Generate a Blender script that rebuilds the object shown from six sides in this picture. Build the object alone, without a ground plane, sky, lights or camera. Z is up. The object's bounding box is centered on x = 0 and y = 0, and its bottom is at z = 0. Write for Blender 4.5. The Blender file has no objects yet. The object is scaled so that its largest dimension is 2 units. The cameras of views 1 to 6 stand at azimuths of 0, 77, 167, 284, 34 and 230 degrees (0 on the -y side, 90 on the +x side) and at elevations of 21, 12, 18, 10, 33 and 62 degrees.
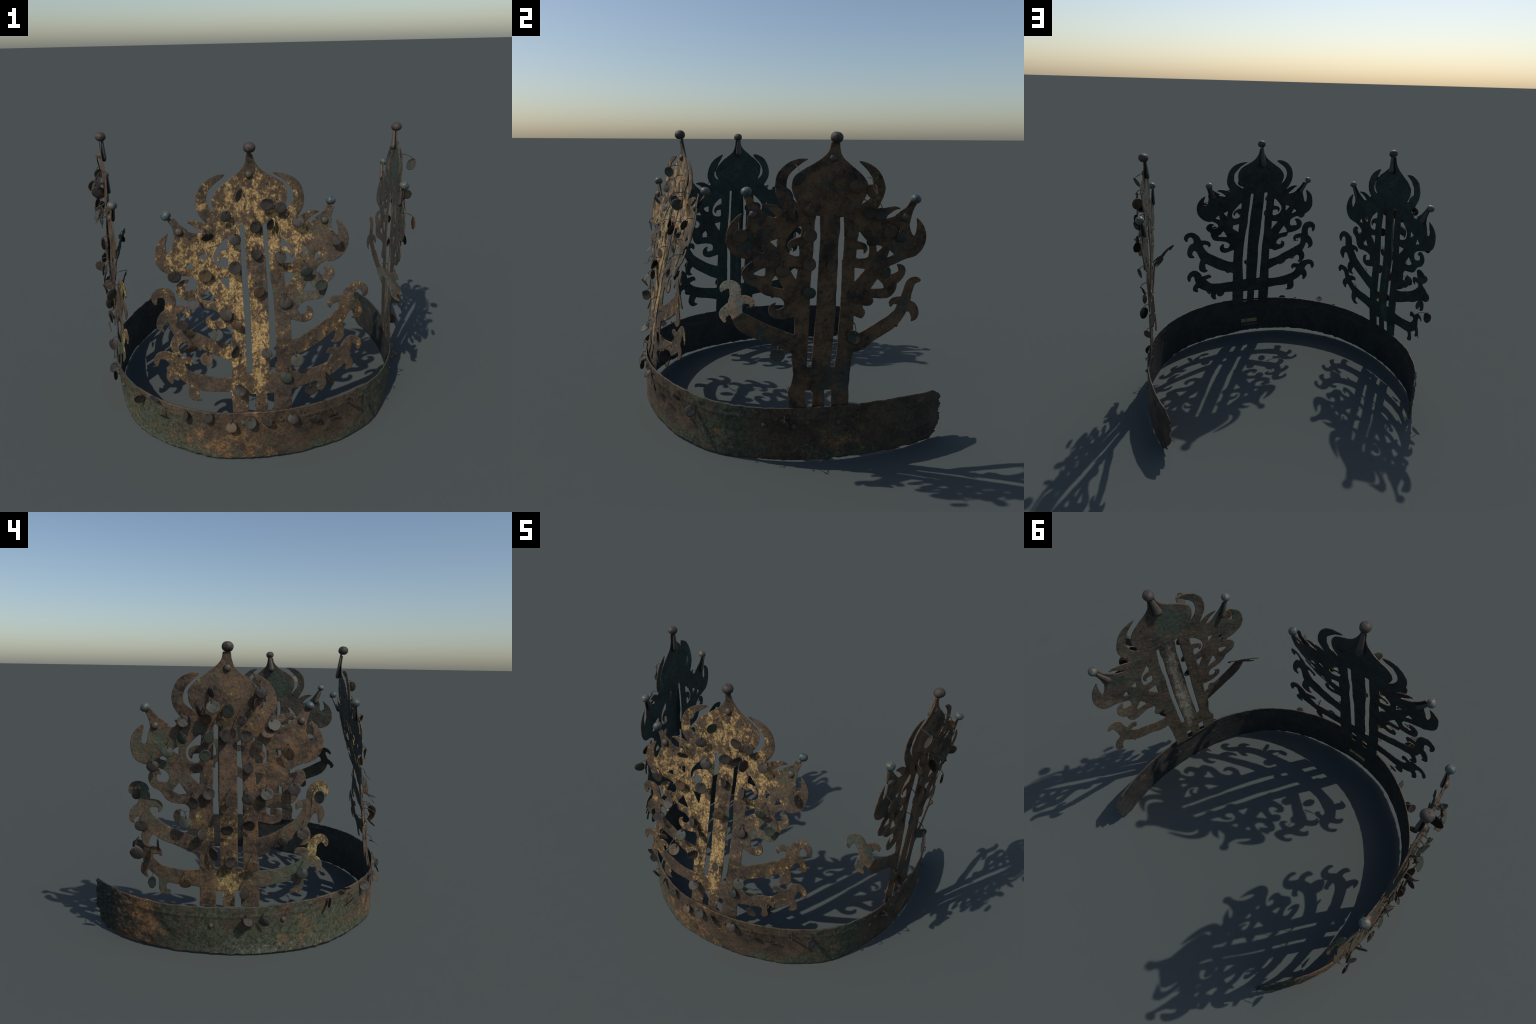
"""Ancient gilt-bronze crown: an open hoop band carrying three openwork plaques
(each a stem with slits, an onion palmette, horns, spiky leaves, scrolled wings and
curling branches), hung all over with small round spangles on twisted wire."""
import bpy, math, random
import numpy as np
from mathutils import Matrix, Vector, noise as mnoise

random.seed(7)
RNG = np.random.default_rng(7)
SHEET = 0.0055          # thickness of the hammered sheet
CELL = 0.0035           # mesh pitch of the sheets
FINE = 3                # sub-samples per cell when the outline is worked out

# ------------------------------------------------------------------ the design
# All measures in centimetres in the plane of a plaque: x to its right, y up, the
# third number of a ribbon point is its half width.
def ribbon(kind, *p): return ('ribbon', kind, p)      # tapering strip along a spine
def profile(kind, *p): return ('profile', kind, p)    # upright shape given by its half widths
def patch(kind, *p): return ('patch', kind, p)        # sheet inside a smooth outline
def slot(kind, *p): return ('slot', kind, p)          # straight opening
def pane(kind, *p): return ('pane', kind, p)          # cornered opening
def bay(kind, *p): return ('bay', kind, p)            # curved opening

FRONT = [
    profile('stem', (1.1, -2.4, 15.9), (1.4, 9.5, 15.9), (2.1, 27.5, 15.8), (2.8, 43.6, 15.3), (3, 60.2, 14.5), (2.1, 78.3, 14.2), (2.4, 90.4, 13.9), (2.8, 101.6, 14.2)),
    profile('palmette', (2, 134.8, 1.5), (2.4, 131.1, 2.4), (2.5, 127.8, 4.6), (2.5, 125.5, 7.3), (2.8, 123.1, 10.9), (2.8, 120.3, 15.1), (2.3, 117.5, 17.7), (1.7, 114.7, 18.9), (1.4, 112.4, 19.1), (1.3, 110, 18.5), (1.2, 107.6, 17.3), (0.8, 105.2, 15.4), (1.1, 101.3, 15.2)),
    patch('network', (-8.7, 102.1), (-18.5, 101.1), (-23.6, 98), (-26.4, 98.1), (-29.2, 98.7), (-32.8, 100.6), (-35.7, 100), (-38.2, 94.6), (-40.7, 89.1), (-44.6, 89), (-46, 83.2), (-43.9, 80.8), (-41.3, 78.9), (-35.7, 77.4), (-32, 76.7), (-28.3, 74.7), (-27.9, 73.1), (-28.1, 70.7), (-29.9, 69.2), (-32.5, 69.7), (-34.5, 67.2), (-35.2, 65.4), (-31.7, 63.7), (-27.6, 62.7), (-26.5, 59.7), (-20.6, 58), (-18.1, 55.5), (-17.9, 53), (-16.5, 48.9), (-12.4, 49.3), (-10.7, 61.5), (-9.4, 75.9)),
    patch('network', (13.7, 100.2), (25.2, 102.9), (25.6, 97.2), (29.8, 98.5), (35.5, 99.7), (39.1, 101.4), (43.6, 99.6), (43.2, 96.7), (44.7, 91.1), (46.4, 91.5), (51.2, 87.7), (50, 83.8), (47.2, 81), (43.7, 78.7), (39.7, 77.7), (36.1, 76), (34.3, 73.9), (34.2, 72.2), (35.5, 70.8), (37.5, 70.9), (39.2, 67), (37.9, 62.3), (36.3, 59.7), (33.5, 58.6), (29.1, 58.2), (25.8, 57.5), (23.2, 55.7), (22.4, 53.9), (23.1, 51.7), (19, 49.4), (14.6, 49.3), (15.1, 75.3), (14.3, 93.2)),
    pane('cut', (-26.3, 86.3), (-22.3, 88), (-22.7, 83.2)),
    pane('cut', (-30.5, 83.9), (-33.3, 81.6), (-28.7, 80.1)),
    pane('cut', (-16.8, 73.7), (-11.5, 74.4), (-12.1, 67.1)),
    pane('cut', (-22.8, 69.5), (-27, 63.9), (-18.9, 62.4)),
    bay('cut', (-11.4, 94.3), (-13.8, 92.6), (-16.2, 90), (-18.1, 87.3), (-18.8, 84.9), (-18.2, 82), (-16.6, 80.5), (-13.7, 79.6), (-12, 79.7), (-11.6, 88.3)),
    pane('cut', (26.9, 86), (30.6, 84.3), (27.7, 81.2)),
    pane('cut', (34.5, 82.9), (37, 80.5), (32.9, 78.6)),
    pane('cut', (16.8, 73.8), (22.1, 73.1), (21.9, 70.3), (16.7, 66.6)),
    pane('cut', (29.2, 68.2), (32.9, 65.1), (32.6, 63), (25.8, 62.8)),
    bay('cut', (16.8, 92.1), (19.1, 89.8), (21.4, 86.9), (23.1, 84), (23.3, 81.5), (22.4, 79.6), (20.5, 78.8), (17, 79), (16, 81.4), (16, 86.7)),
    slot('slit', (-4.7, 21.6, 1.5), (-4.2, 37.4, 1.5), (-3.8, 49.7, 1.6), (-3.8, 63.5, 1.6), (-3.8, 73.3, 1.4), (-3.4, 92.4, 1.3), (-3.2, 100.2, 1.3)),
    slot('slit', (7.2, 21, 1.4), (8.3, 37.4, 1.7), (8.4, 43.1, 1.7), (8.6, 54.2, 1.6), (8.8, 65, 1.3), (8.4, 72.1, 1), (8.5, 87.9, 1.1), (8.4, 98.2, 1.1), (8.4, 99.8, 1.1)),
    slot('slit', (-3.8, 9.6, 1.9), (-4.5, -0.2, 2)),
    slot('slit', (5.8, 9.3, 1.8), (5.5, -0.6, 1.8)),
    ribbon('horn', (-10.2, 125.6, 0.1), (-13.1, 124.7, 1.3), (-17.6, 122.5, 1.9), (-20.5, 120, 2.2), (-22.6, 116.2, 2.5), (-22.9, 112.2, 2.8), (-21.7, 108.3, 3.1), (-18.7, 104.7, 3.5), (-16, 101.8, 3.8)),
    ribbon('horn', (13.5, 124.9, 0.1), (16.1, 124.1, 0.8), (19.5, 122.6, 1.5), (23, 120.1, 2.2), (25.6, 117, 2.4), (26.6, 112.3, 2.8), (26.1, 108.7, 3.1), (24.2, 105.7, 3.3), (21.2, 103, 3.5), (17.2, 100.4, 3.8)),
    ribbon('leaf', (-31.4, 103.6, 0.1), (-29.3, 103.7, 0.8), (-26.7, 102.8, 1.6), (-23.8, 101.1, 2), (-20.6, 98.6, 2.4)),
    ribbon('leaf', (37.3, 103.5, 0.2), (34.7, 103.4, 1), (31.2, 102.1, 1.7), (28, 100.2, 2.4), (25.1, 97.2, 2.6)),
    ribbon('wing', (-38.1, 106.1, 1.5), (-37.1, 104.1, 1.7), (-35.8, 101.6, 2.3), (-34, 98.4, 3.7)),
    ribbon('wing', (-40.4, 99.5, 0.1), (-42.3, 96.9, 1.3), (-44, 93.7, 2.2), (-44.5, 89.9, 2.8), (-43.5, 85.9, 4), (-40.5, 83.2, 4.4), (-35.9, 81.7, 3.9)),
    ribbon('wing', (43.4, 106.3, 2), (42.2, 103.2, 2), (40.7, 100.8, 3.2), (38.9, 98, 5)),
    ribbon('wing', (45.7, 99.3, 0.1), (47.7, 95.9, 1.3), (48.9, 91.9, 2.3), (48.6, 87.9, 2.9), (46.9, 84.5, 3.5), (43.4, 81.7, 3.9), (39.5, 80.4, 3.5)),
    ribbon('scroll', (-10.7, 86.1, 2.2), (-13.6, 86.2, 1.8), (-15.9, 85.2, 1.3), (-16.6, 83.8, 0.8), (-16.3, 82.5, 0.4)),
    ribbon('scroll', (14.6, 85.4, 2.2), (18.2, 86, 1.2), (20.6, 84.6, 1.1), (21.6, 82.7, 0.8), (21.2, 81.5, 0.4)),
    ribbon('scroll', (-32.2, 74.9, 0.3), (-34.5, 73.5, 1.7), (-36.4, 71.2, 2.3), (-36.2, 68.5, 2.2), (-33, 66.5, 2.4), (-28.4, 65, 2.2)),
    ribbon('scroll', (37.8, 74.6, 0.5), (39.9, 74, 1.8), (41, 71.7, 2.2), (40.4, 70.4, 2.3), (36.7, 68, 2.3), (32.7, 66.4, 2.1)),
    ribbon('scroll', (-22.6, 55.2, 0.4), (-23.7, 53.7, 1.3), (-23.2, 51.1, 2), (-20.2, 49.9, 2.4), (-16.4, 50.9, 3.1), (-11.4, 52.2, 3.4)),
    ribbon('scroll', (27.9, 54.9, 0.7), (28.6, 52.5, 1.7), (27.7, 50.1, 2.2), (24.6, 49.3, 2.2), (21, 50.3, 1.9), (17.1, 52.3, 3.2)),
    ribbon('branch1', (-12.2, 34, 4.8), (-20.5, 37.1, 3.5), (-27.2, 41, 3.6), (-33.8, 44.3, 4), (-38.7, 48.1, 3.4), (-40.8, 51, 2.6), (-41.7, 54.5, 2.5), (-42.2, 59.1, 3.1), (-42.1, 62.4, 2.8), (-42, 65.2, 2.7), (-43.2, 68.4, 2.8), (-46.2, 69.4, 2.7), (-49.1, 68.1, 2), (-49.7, 65.9, 1.5), (-49.4, 63.9, 0.8)),
    ribbon('branch1', (-41.3, 59.8, 2.5), (-37.7, 59.9, 2), (-34.7, 58.9, 1.8), (-33.7, 57, 1.2), (-34.6, 55.1, 0.5)),
    ribbon('branch1', (-42.5, 58.5, 2.7), (-45.2, 56.5, 3), (-47.3, 53.8, 2.4), (-48.1, 51, 1.7), (-46.8, 48.7, 0.6)),
    ribbon('branch1', (-38.4, 45.2, 3.2), (-41, 42.5, 2.5), (-41.7, 39.4, 2.1), (-40.7, 36.8, 1.3), (-39.2, 35.5, 0.6)),
    ribbon('branch2', (-12.7, 16.1, 4.5), (-21.3, 16.9, 4), (-27.7, 18, 4.4), (-32.4, 20.1, 4.1), (-35.9, 22.1, 3.6), (-39.2, 25, 3.4), (-41.3, 29.1, 3.5), (-43.6, 33.4, 3), (-46.6, 35.2, 2.4), (-49.5, 35.2, 2.1), (-51.3, 33.3, 1.6), (-51.6, 30.9, 1.2), (-51.5, 29.6, 0.5)),
    ribbon('branch2', (-40.6, 30.3, 2.6), (-37.9, 31.8, 2.1), (-35.3, 31.6, 1.9), (-34.3, 30.1, 1), (-34.5, 29.1, 0.4)),
    ribbon('branch2', (-41.4, 27.9, 3.4), (-44.2, 25.3, 2.8), (-45.5, 22.7, 1.9), (-44.9, 19.8, 1)),
    ribbon('branch2', (-34.1, 17.8, 2.1), (-34, 14.2, 2.8), (-33.6, 11, 2.7), (-31.9, 9.2, 0.9), (-30.3, 9, 0.3)),
    ribbon('branch3', (16.6, 33, 5.4), (21.2, 33.9, 4.6), (28.8, 37.1, 4.6), (36.5, 41.6, 4.4), (42.3, 45.2, 4.3), (45.9, 50.2, 3.5), (48.4, 55.3, 3.5), (48.9, 59.4, 2.8), (50.6, 62.6, 2.5), (53.6, 64.5, 2.2), (56.6, 63.1, 2), (57.5, 60.8, 1.6), (57.1, 59.1, 1)),
    ribbon('branch3', (47, 56.6, 2.8), (43.3, 57.8, 1.9), (40.2, 56.6, 1.7), (39.1, 54.8, 1.1), (39.5, 53.6, 0.5)),
    ribbon('branch3', (48.7, 54.1, 3.6), (52.6, 53.5, 2.9), (54.7, 50.8, 2.1), (54.7, 47.7, 1.9), (52.4, 46.3, 0.8)),
    ribbon('branch3', (43, 43.9, 3.3), (45.2, 39.8, 2.6), (45, 36.2, 2.8), (42.9, 34, 1.7), (40.8, 33.7, 0.5)),
    ribbon('branch4', (16, 15.1, 5.2), (24.2, 15.5, 4.4), (32.1, 16.5, 4.2), (39.4, 18.5, 3.9), (44.4, 22.2, 4.3), (47.6, 25.9, 3.6), (49.4, 30.5, 3), (52.1, 33.1, 2.5), (55.1, 31.8, 2.1), (56.4, 29.5, 1.6), (56.3, 27.3, 1)),
    ribbon('branch4', (47, 26, 3), (42.3, 27.7, 2), (39.3, 28.3, 1.7), (38.3, 27.7, 1)),
    ribbon('branch4', (46.9, 22.9, 3.2), (50.3, 20.8, 2.4), (50.9, 18.3, 2.1), (49.3, 16.3, 0.9)),
    ribbon('branch4', (34.4, 13, 2.4), (34.9, 9.8, 2.2), (33.3, 6.7, 1.2), (32.1, 6.3, 0.4)),
]
RIGHT = [
    profile('stem', (0.6, -1.3, 16), (0.6, 4.5, 16), (0.3, 9.7, 16.1), (1.3, 13.1, 15.5), (1.8, 17.1, 15.1), (2, 21.1, 15.4), (2.2, 28.5, 16.2), (2.6, 38.5, 15.5), (2.6, 48.5, 15.4), (2.8, 57.7, 14.9), (3.2, 73.2, 14.4), (3.7, 82, 14.6), (3.9, 91.5, 14.1), (4, 99.5, 14.4)),
    profile('palmette', (5.9, 133.5, 2.1), (5.7, 130.4, 2.6), (5.2, 128.1, 3.7), (4.6, 125.9, 5.6), (4.1, 123.7, 8.6), (3.4, 121.5, 12), (3.2, 119.2, 15.1), (3.2, 117, 17.2), (3.6, 114.7, 18.5), (4, 112.4, 18.9), (4.1, 110.1, 18.5), (4.2, 107.3, 17.4), (4.1, 104.1, 15.7), (4, 98.6, 14.9)),
    patch('network', (-12, 99.8), (-17.6, 101.7), (-19.9, 99.7), (-22, 98.3), (-25.8, 99), (-29.5, 101.1), (-33.1, 101.4), (-35.8, 98.7), (-36.3, 94.1), (-38.2, 91.9), (-42.3, 92.4), (-46.4, 87.9), (-44.6, 83.2), (-42.4, 81.1), (-37.3, 78.8), (-33.7, 77.5), (-36.8, 75), (-38.6, 71.4), (-37.4, 67.7), (-34.8, 65.5), (-31.7, 64.1), (-29.7, 61.7), (-27.1, 60), (-23.5, 59), (-20.1, 58.3), (-18.1, 56.2), (-18, 54.6), (-16.1, 50.5), (-12.9, 49.3), (-10, 73.7), (-7.7, 93.7)),
    patch('network', (19.5, 99.2), (28.3, 101.9), (29.6, 96.6), (33.8, 96.8), (37.4, 97.9), (41.2, 100.2), (45.6, 98.3), (45.2, 94.5), (45.8, 91.1), (47.9, 87.9), (50.9, 89), (54.1, 87.9), (54.5, 84.4), (53.1, 80.9), (50.8, 78.5), (47.7, 76.8), (43, 75.3), (38.9, 73.5), (35.7, 72.2), (35.8, 72), (35.8, 65.4), (40.9, 63.3), (41.2, 60.4), (39.9, 57.6), (37.3, 55.6), (32.4, 55.5), (27.6, 56.1), (23.6, 55.6), (22.7, 51.8), (24.1, 49.4), (23.8, 47.2), (22.4, 45.6), (18.3, 47.3), (14.3, 49), (13.4, 76.2), (14, 91.3)),
    pane('cut', (-33.2, 71), (-31.7, 72.2), (-27.3, 73.9), (-27.5, 70.2), (-28.9, 69.5), (-31.7, 69.8)),
    bay('cut', (-10.1, 93.7), (-12.4, 92.8), (-15.1, 90.1), (-16.8, 87.3), (-17.4, 84), (-16.3, 81.1), (-14.5, 79.8), (-11, 79.3), (-10.8, 84.1), (-10.1, 89)),
    pane('cut', (-25.2, 86.7), (-21.5, 87.9), (-21.8, 83.6)),
    pane('cut', (-32.2, 82.4), (-29.7, 84.4), (-27.8, 80.9)),
    pane('cut', (-16, 73.7), (-11.2, 73.8), (-12.2, 67.3)),
    pane('cut', (-22.3, 69.9), (-26.4, 64.9), (-18.1, 62.7)),
    bay('cut', (19.1, 90.5), (21.5, 88), (24.1, 84.8), (24.9, 81.9), (24.7, 78.9), (23.6, 77.3), (21, 77), (18.4, 77.4), (18.2, 80.2), (18.5, 86.4)),
    pane('cut', (28.4, 83.6), (32, 82.5), (29, 79.8)),
    pane('cut', (35.7, 80.7), (38.3, 78.4), (34.4, 76.7)),
    pane('cut', (17.7, 72.3), (23.4, 71.4), (17.8, 64.9)),
    pane('cut', (29.9, 66.1), (34.4, 62.1), (33.1, 61), (26.3, 61.1)),
    slot('slit', (-1.7, 98.7, 1), (-2.1, 95.4, 1.2), (-2.2, 87, 1.4), (-2.6, 77.5, 1.2), (-2.5, 79.8, 1.3), (-3.3, 63.9, 1.5), (-3.7, 49.9, 1.5), (-4.3, 37.4, 1.4), (-5, 21.7, 1.2)),
    slot('slit', (10.1, 97.9, 1), (10.3, 92.8, 1), (10, 86.7, 1.6), (9.8, 77.1, 1.5), (9.7, 78.4, 1.3), (9.6, 65.5, 1.5), (9.3, 51.4, 1.4), (8.6, 38.3, 1.2), (8.1, 29.9, 1.3), (7.2, 20.8, 1.1)),
    slot('slit', (-4.8, 9, 1.9), (-4.8, 0, 1.7)),
    slot('slit', (5.2, 8.3, 1.8), (5.3, -0.9, 1.8)),
    ribbon('horn', (-7.2, 125.7, 0.1), (-10.5, 124.9, 1.1), (-13.8, 123.4, 1.9), (-17, 121.1, 2.3), (-19.4, 117.9, 2.6), (-20.2, 113.3, 2.7), (-19.6, 109.9, 2.8), (-17.7, 106.7, 2.9), (-14.9, 103, 3.4), (-11.1, 99.8, 3.7)),
    ribbon('horn', (17.5, 124.6, 0.2), (20, 123.4, 1), (23.1, 121.3, 1.7), (26.3, 118, 2.3), (28.1, 114.5, 2.6), (28.7, 111.2, 3), (27.9, 108, 3.1), (26.1, 104.5, 3.3), (22.9, 101.5, 3.7), (19.5, 99.2, 3.7)),
    ribbon('leaf', (-29.2, 104.4, 0.2), (-26.3, 103.7, 1.1), (-23.1, 102.2, 1.8), (-19.9, 99.7, 2.3), (-16.7, 97.5, 2.3)),
    ribbon('leaf', (40.1, 101.6, 0.2), (37.3, 101.7, 1), (34.3, 100.7, 1.7), (30.9, 99, 2.5), (27.6, 96.7, 2.5)),
    ribbon('wing', (-35.7, 107.8, 1.5), (-34.2, 104.6, 2), (-32.4, 101.6, 2.6), (-30.4, 97.7, 4.1)),
    ribbon('wing', (-38.4, 100.6, 0.1), (-40.6, 97.4, 1.4), (-42.2, 93.8, 2.6), (-42.7, 89.7, 3.5), (-41, 85, 4.3), (-37.8, 82.6, 3.9), (-33.2, 81.6, 3.3)),
    ribbon('wing', (46.6, 105, 1.8), (45.1, 101.9, 1.9), (43.6, 99.5, 2.7), (41.4, 96, 4.4)),
    ribbon('wing', (48.6, 97, 0.1), (50.3, 93.5, 1.5), (51.3, 90, 2.6), (51.1, 85.5, 3.8), (48.7, 81.6, 4.5), (44.7, 79.8, 4.1)),
    ribbon('scroll', (-8.9, 86.4, 2.4), (-12.5, 86.1, 2), (-14.8, 84.9, 1.6), (-15.3, 83.2, 0.9), (-14.7, 82.1, 0.4)),
    ribbon('scroll', (16.2, 84.1, 2.1), (19.2, 83.6, 2), (22, 82.8, 1.6), (22.9, 81.2, 1), (22.3, 79.8, 0.5)),
    ribbon('scroll', (-22.5, 55.8, 0.4), (-24, 53.8, 1.6), (-23.5, 51.1, 2.2), (-20.3, 50.2, 2.6), (-16.1, 51.1, 3.3), (-11.3, 52.5, 3.3)),
    ribbon('scroll', (-33.7, 74.1, 1.3), (-36.3, 71.9, 2.3), (-35.3, 68.7, 2.6), (-31.2, 67.5, 2.6), (-26.5, 66.8, 2.6)),
    ribbon('scroll', (40.6, 72.9, 0.6), (42.4, 71.4, 1.7), (43.3, 69.1, 2.5), (41.6, 66.6, 3), (36.5, 64.2, 3.7)),
    ribbon('branch3', (16.5, 33.1, 5.2), (21.8, 33.2, 4.8), (28.2, 36.5, 4.1), (34.8, 39.7, 4.2), (39.7, 42.3, 4.1), (43.9, 46.2, 3.7), (46.7, 51.1, 3.7), (48.4, 57.9, 2.9), (49.9, 62.4, 3), (52.9, 63.5, 1.9), (54.6, 63.2, 1.1)),
    ribbon('branch3', (46.6, 52.3, 2.8), (42.3, 53.4, 2.1), (39.5, 52.9, 1.9), (38.9, 51.1, 0.9)),
    ribbon('branch3', (47.4, 49.8, 3.1), (51.3, 48.9, 2.9), (53.4, 46, 2.6), (53.3, 43.1, 2.1), (52.1, 41.5, 0.7)),
    ribbon('branch3', (39.7, 41.5, 2.7), (43, 39.6, 0.8)),
    ribbon('branch1', (-11.2, 33.9, 4.9), (-16, 35.6, 4.6), (-21.9, 38.3, 4.4), (-28.7, 41.4, 4.5), (-34.5, 44.3, 4.7), (-38.6, 47.2, 4.4), (-41.3, 50.8, 3.1), (-41.6, 54.7, 3.2), (-41.1, 58.7, 2.6), (-41.2, 61.8, 2.9), (-43.1, 63, 2), (-45.7, 62.3, 1.6), (-47.3, 60.6, 1.1), (-47.5, 59.7, 0.5)),
    ribbon('branch1', (-39.9, 56.6, 2), (-36.2, 57.3, 1.8), (-34.1, 56.7, 1.6), (-33.9, 55, 1.1), (-34.2, 54, 0.4)),
    ribbon('branch1', (-42.4, 53.7, 2.5), (-45.5, 52.1, 2.1), (-47.9, 49.6, 1.8), (-47.4, 47.6, 1)),
]
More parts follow.
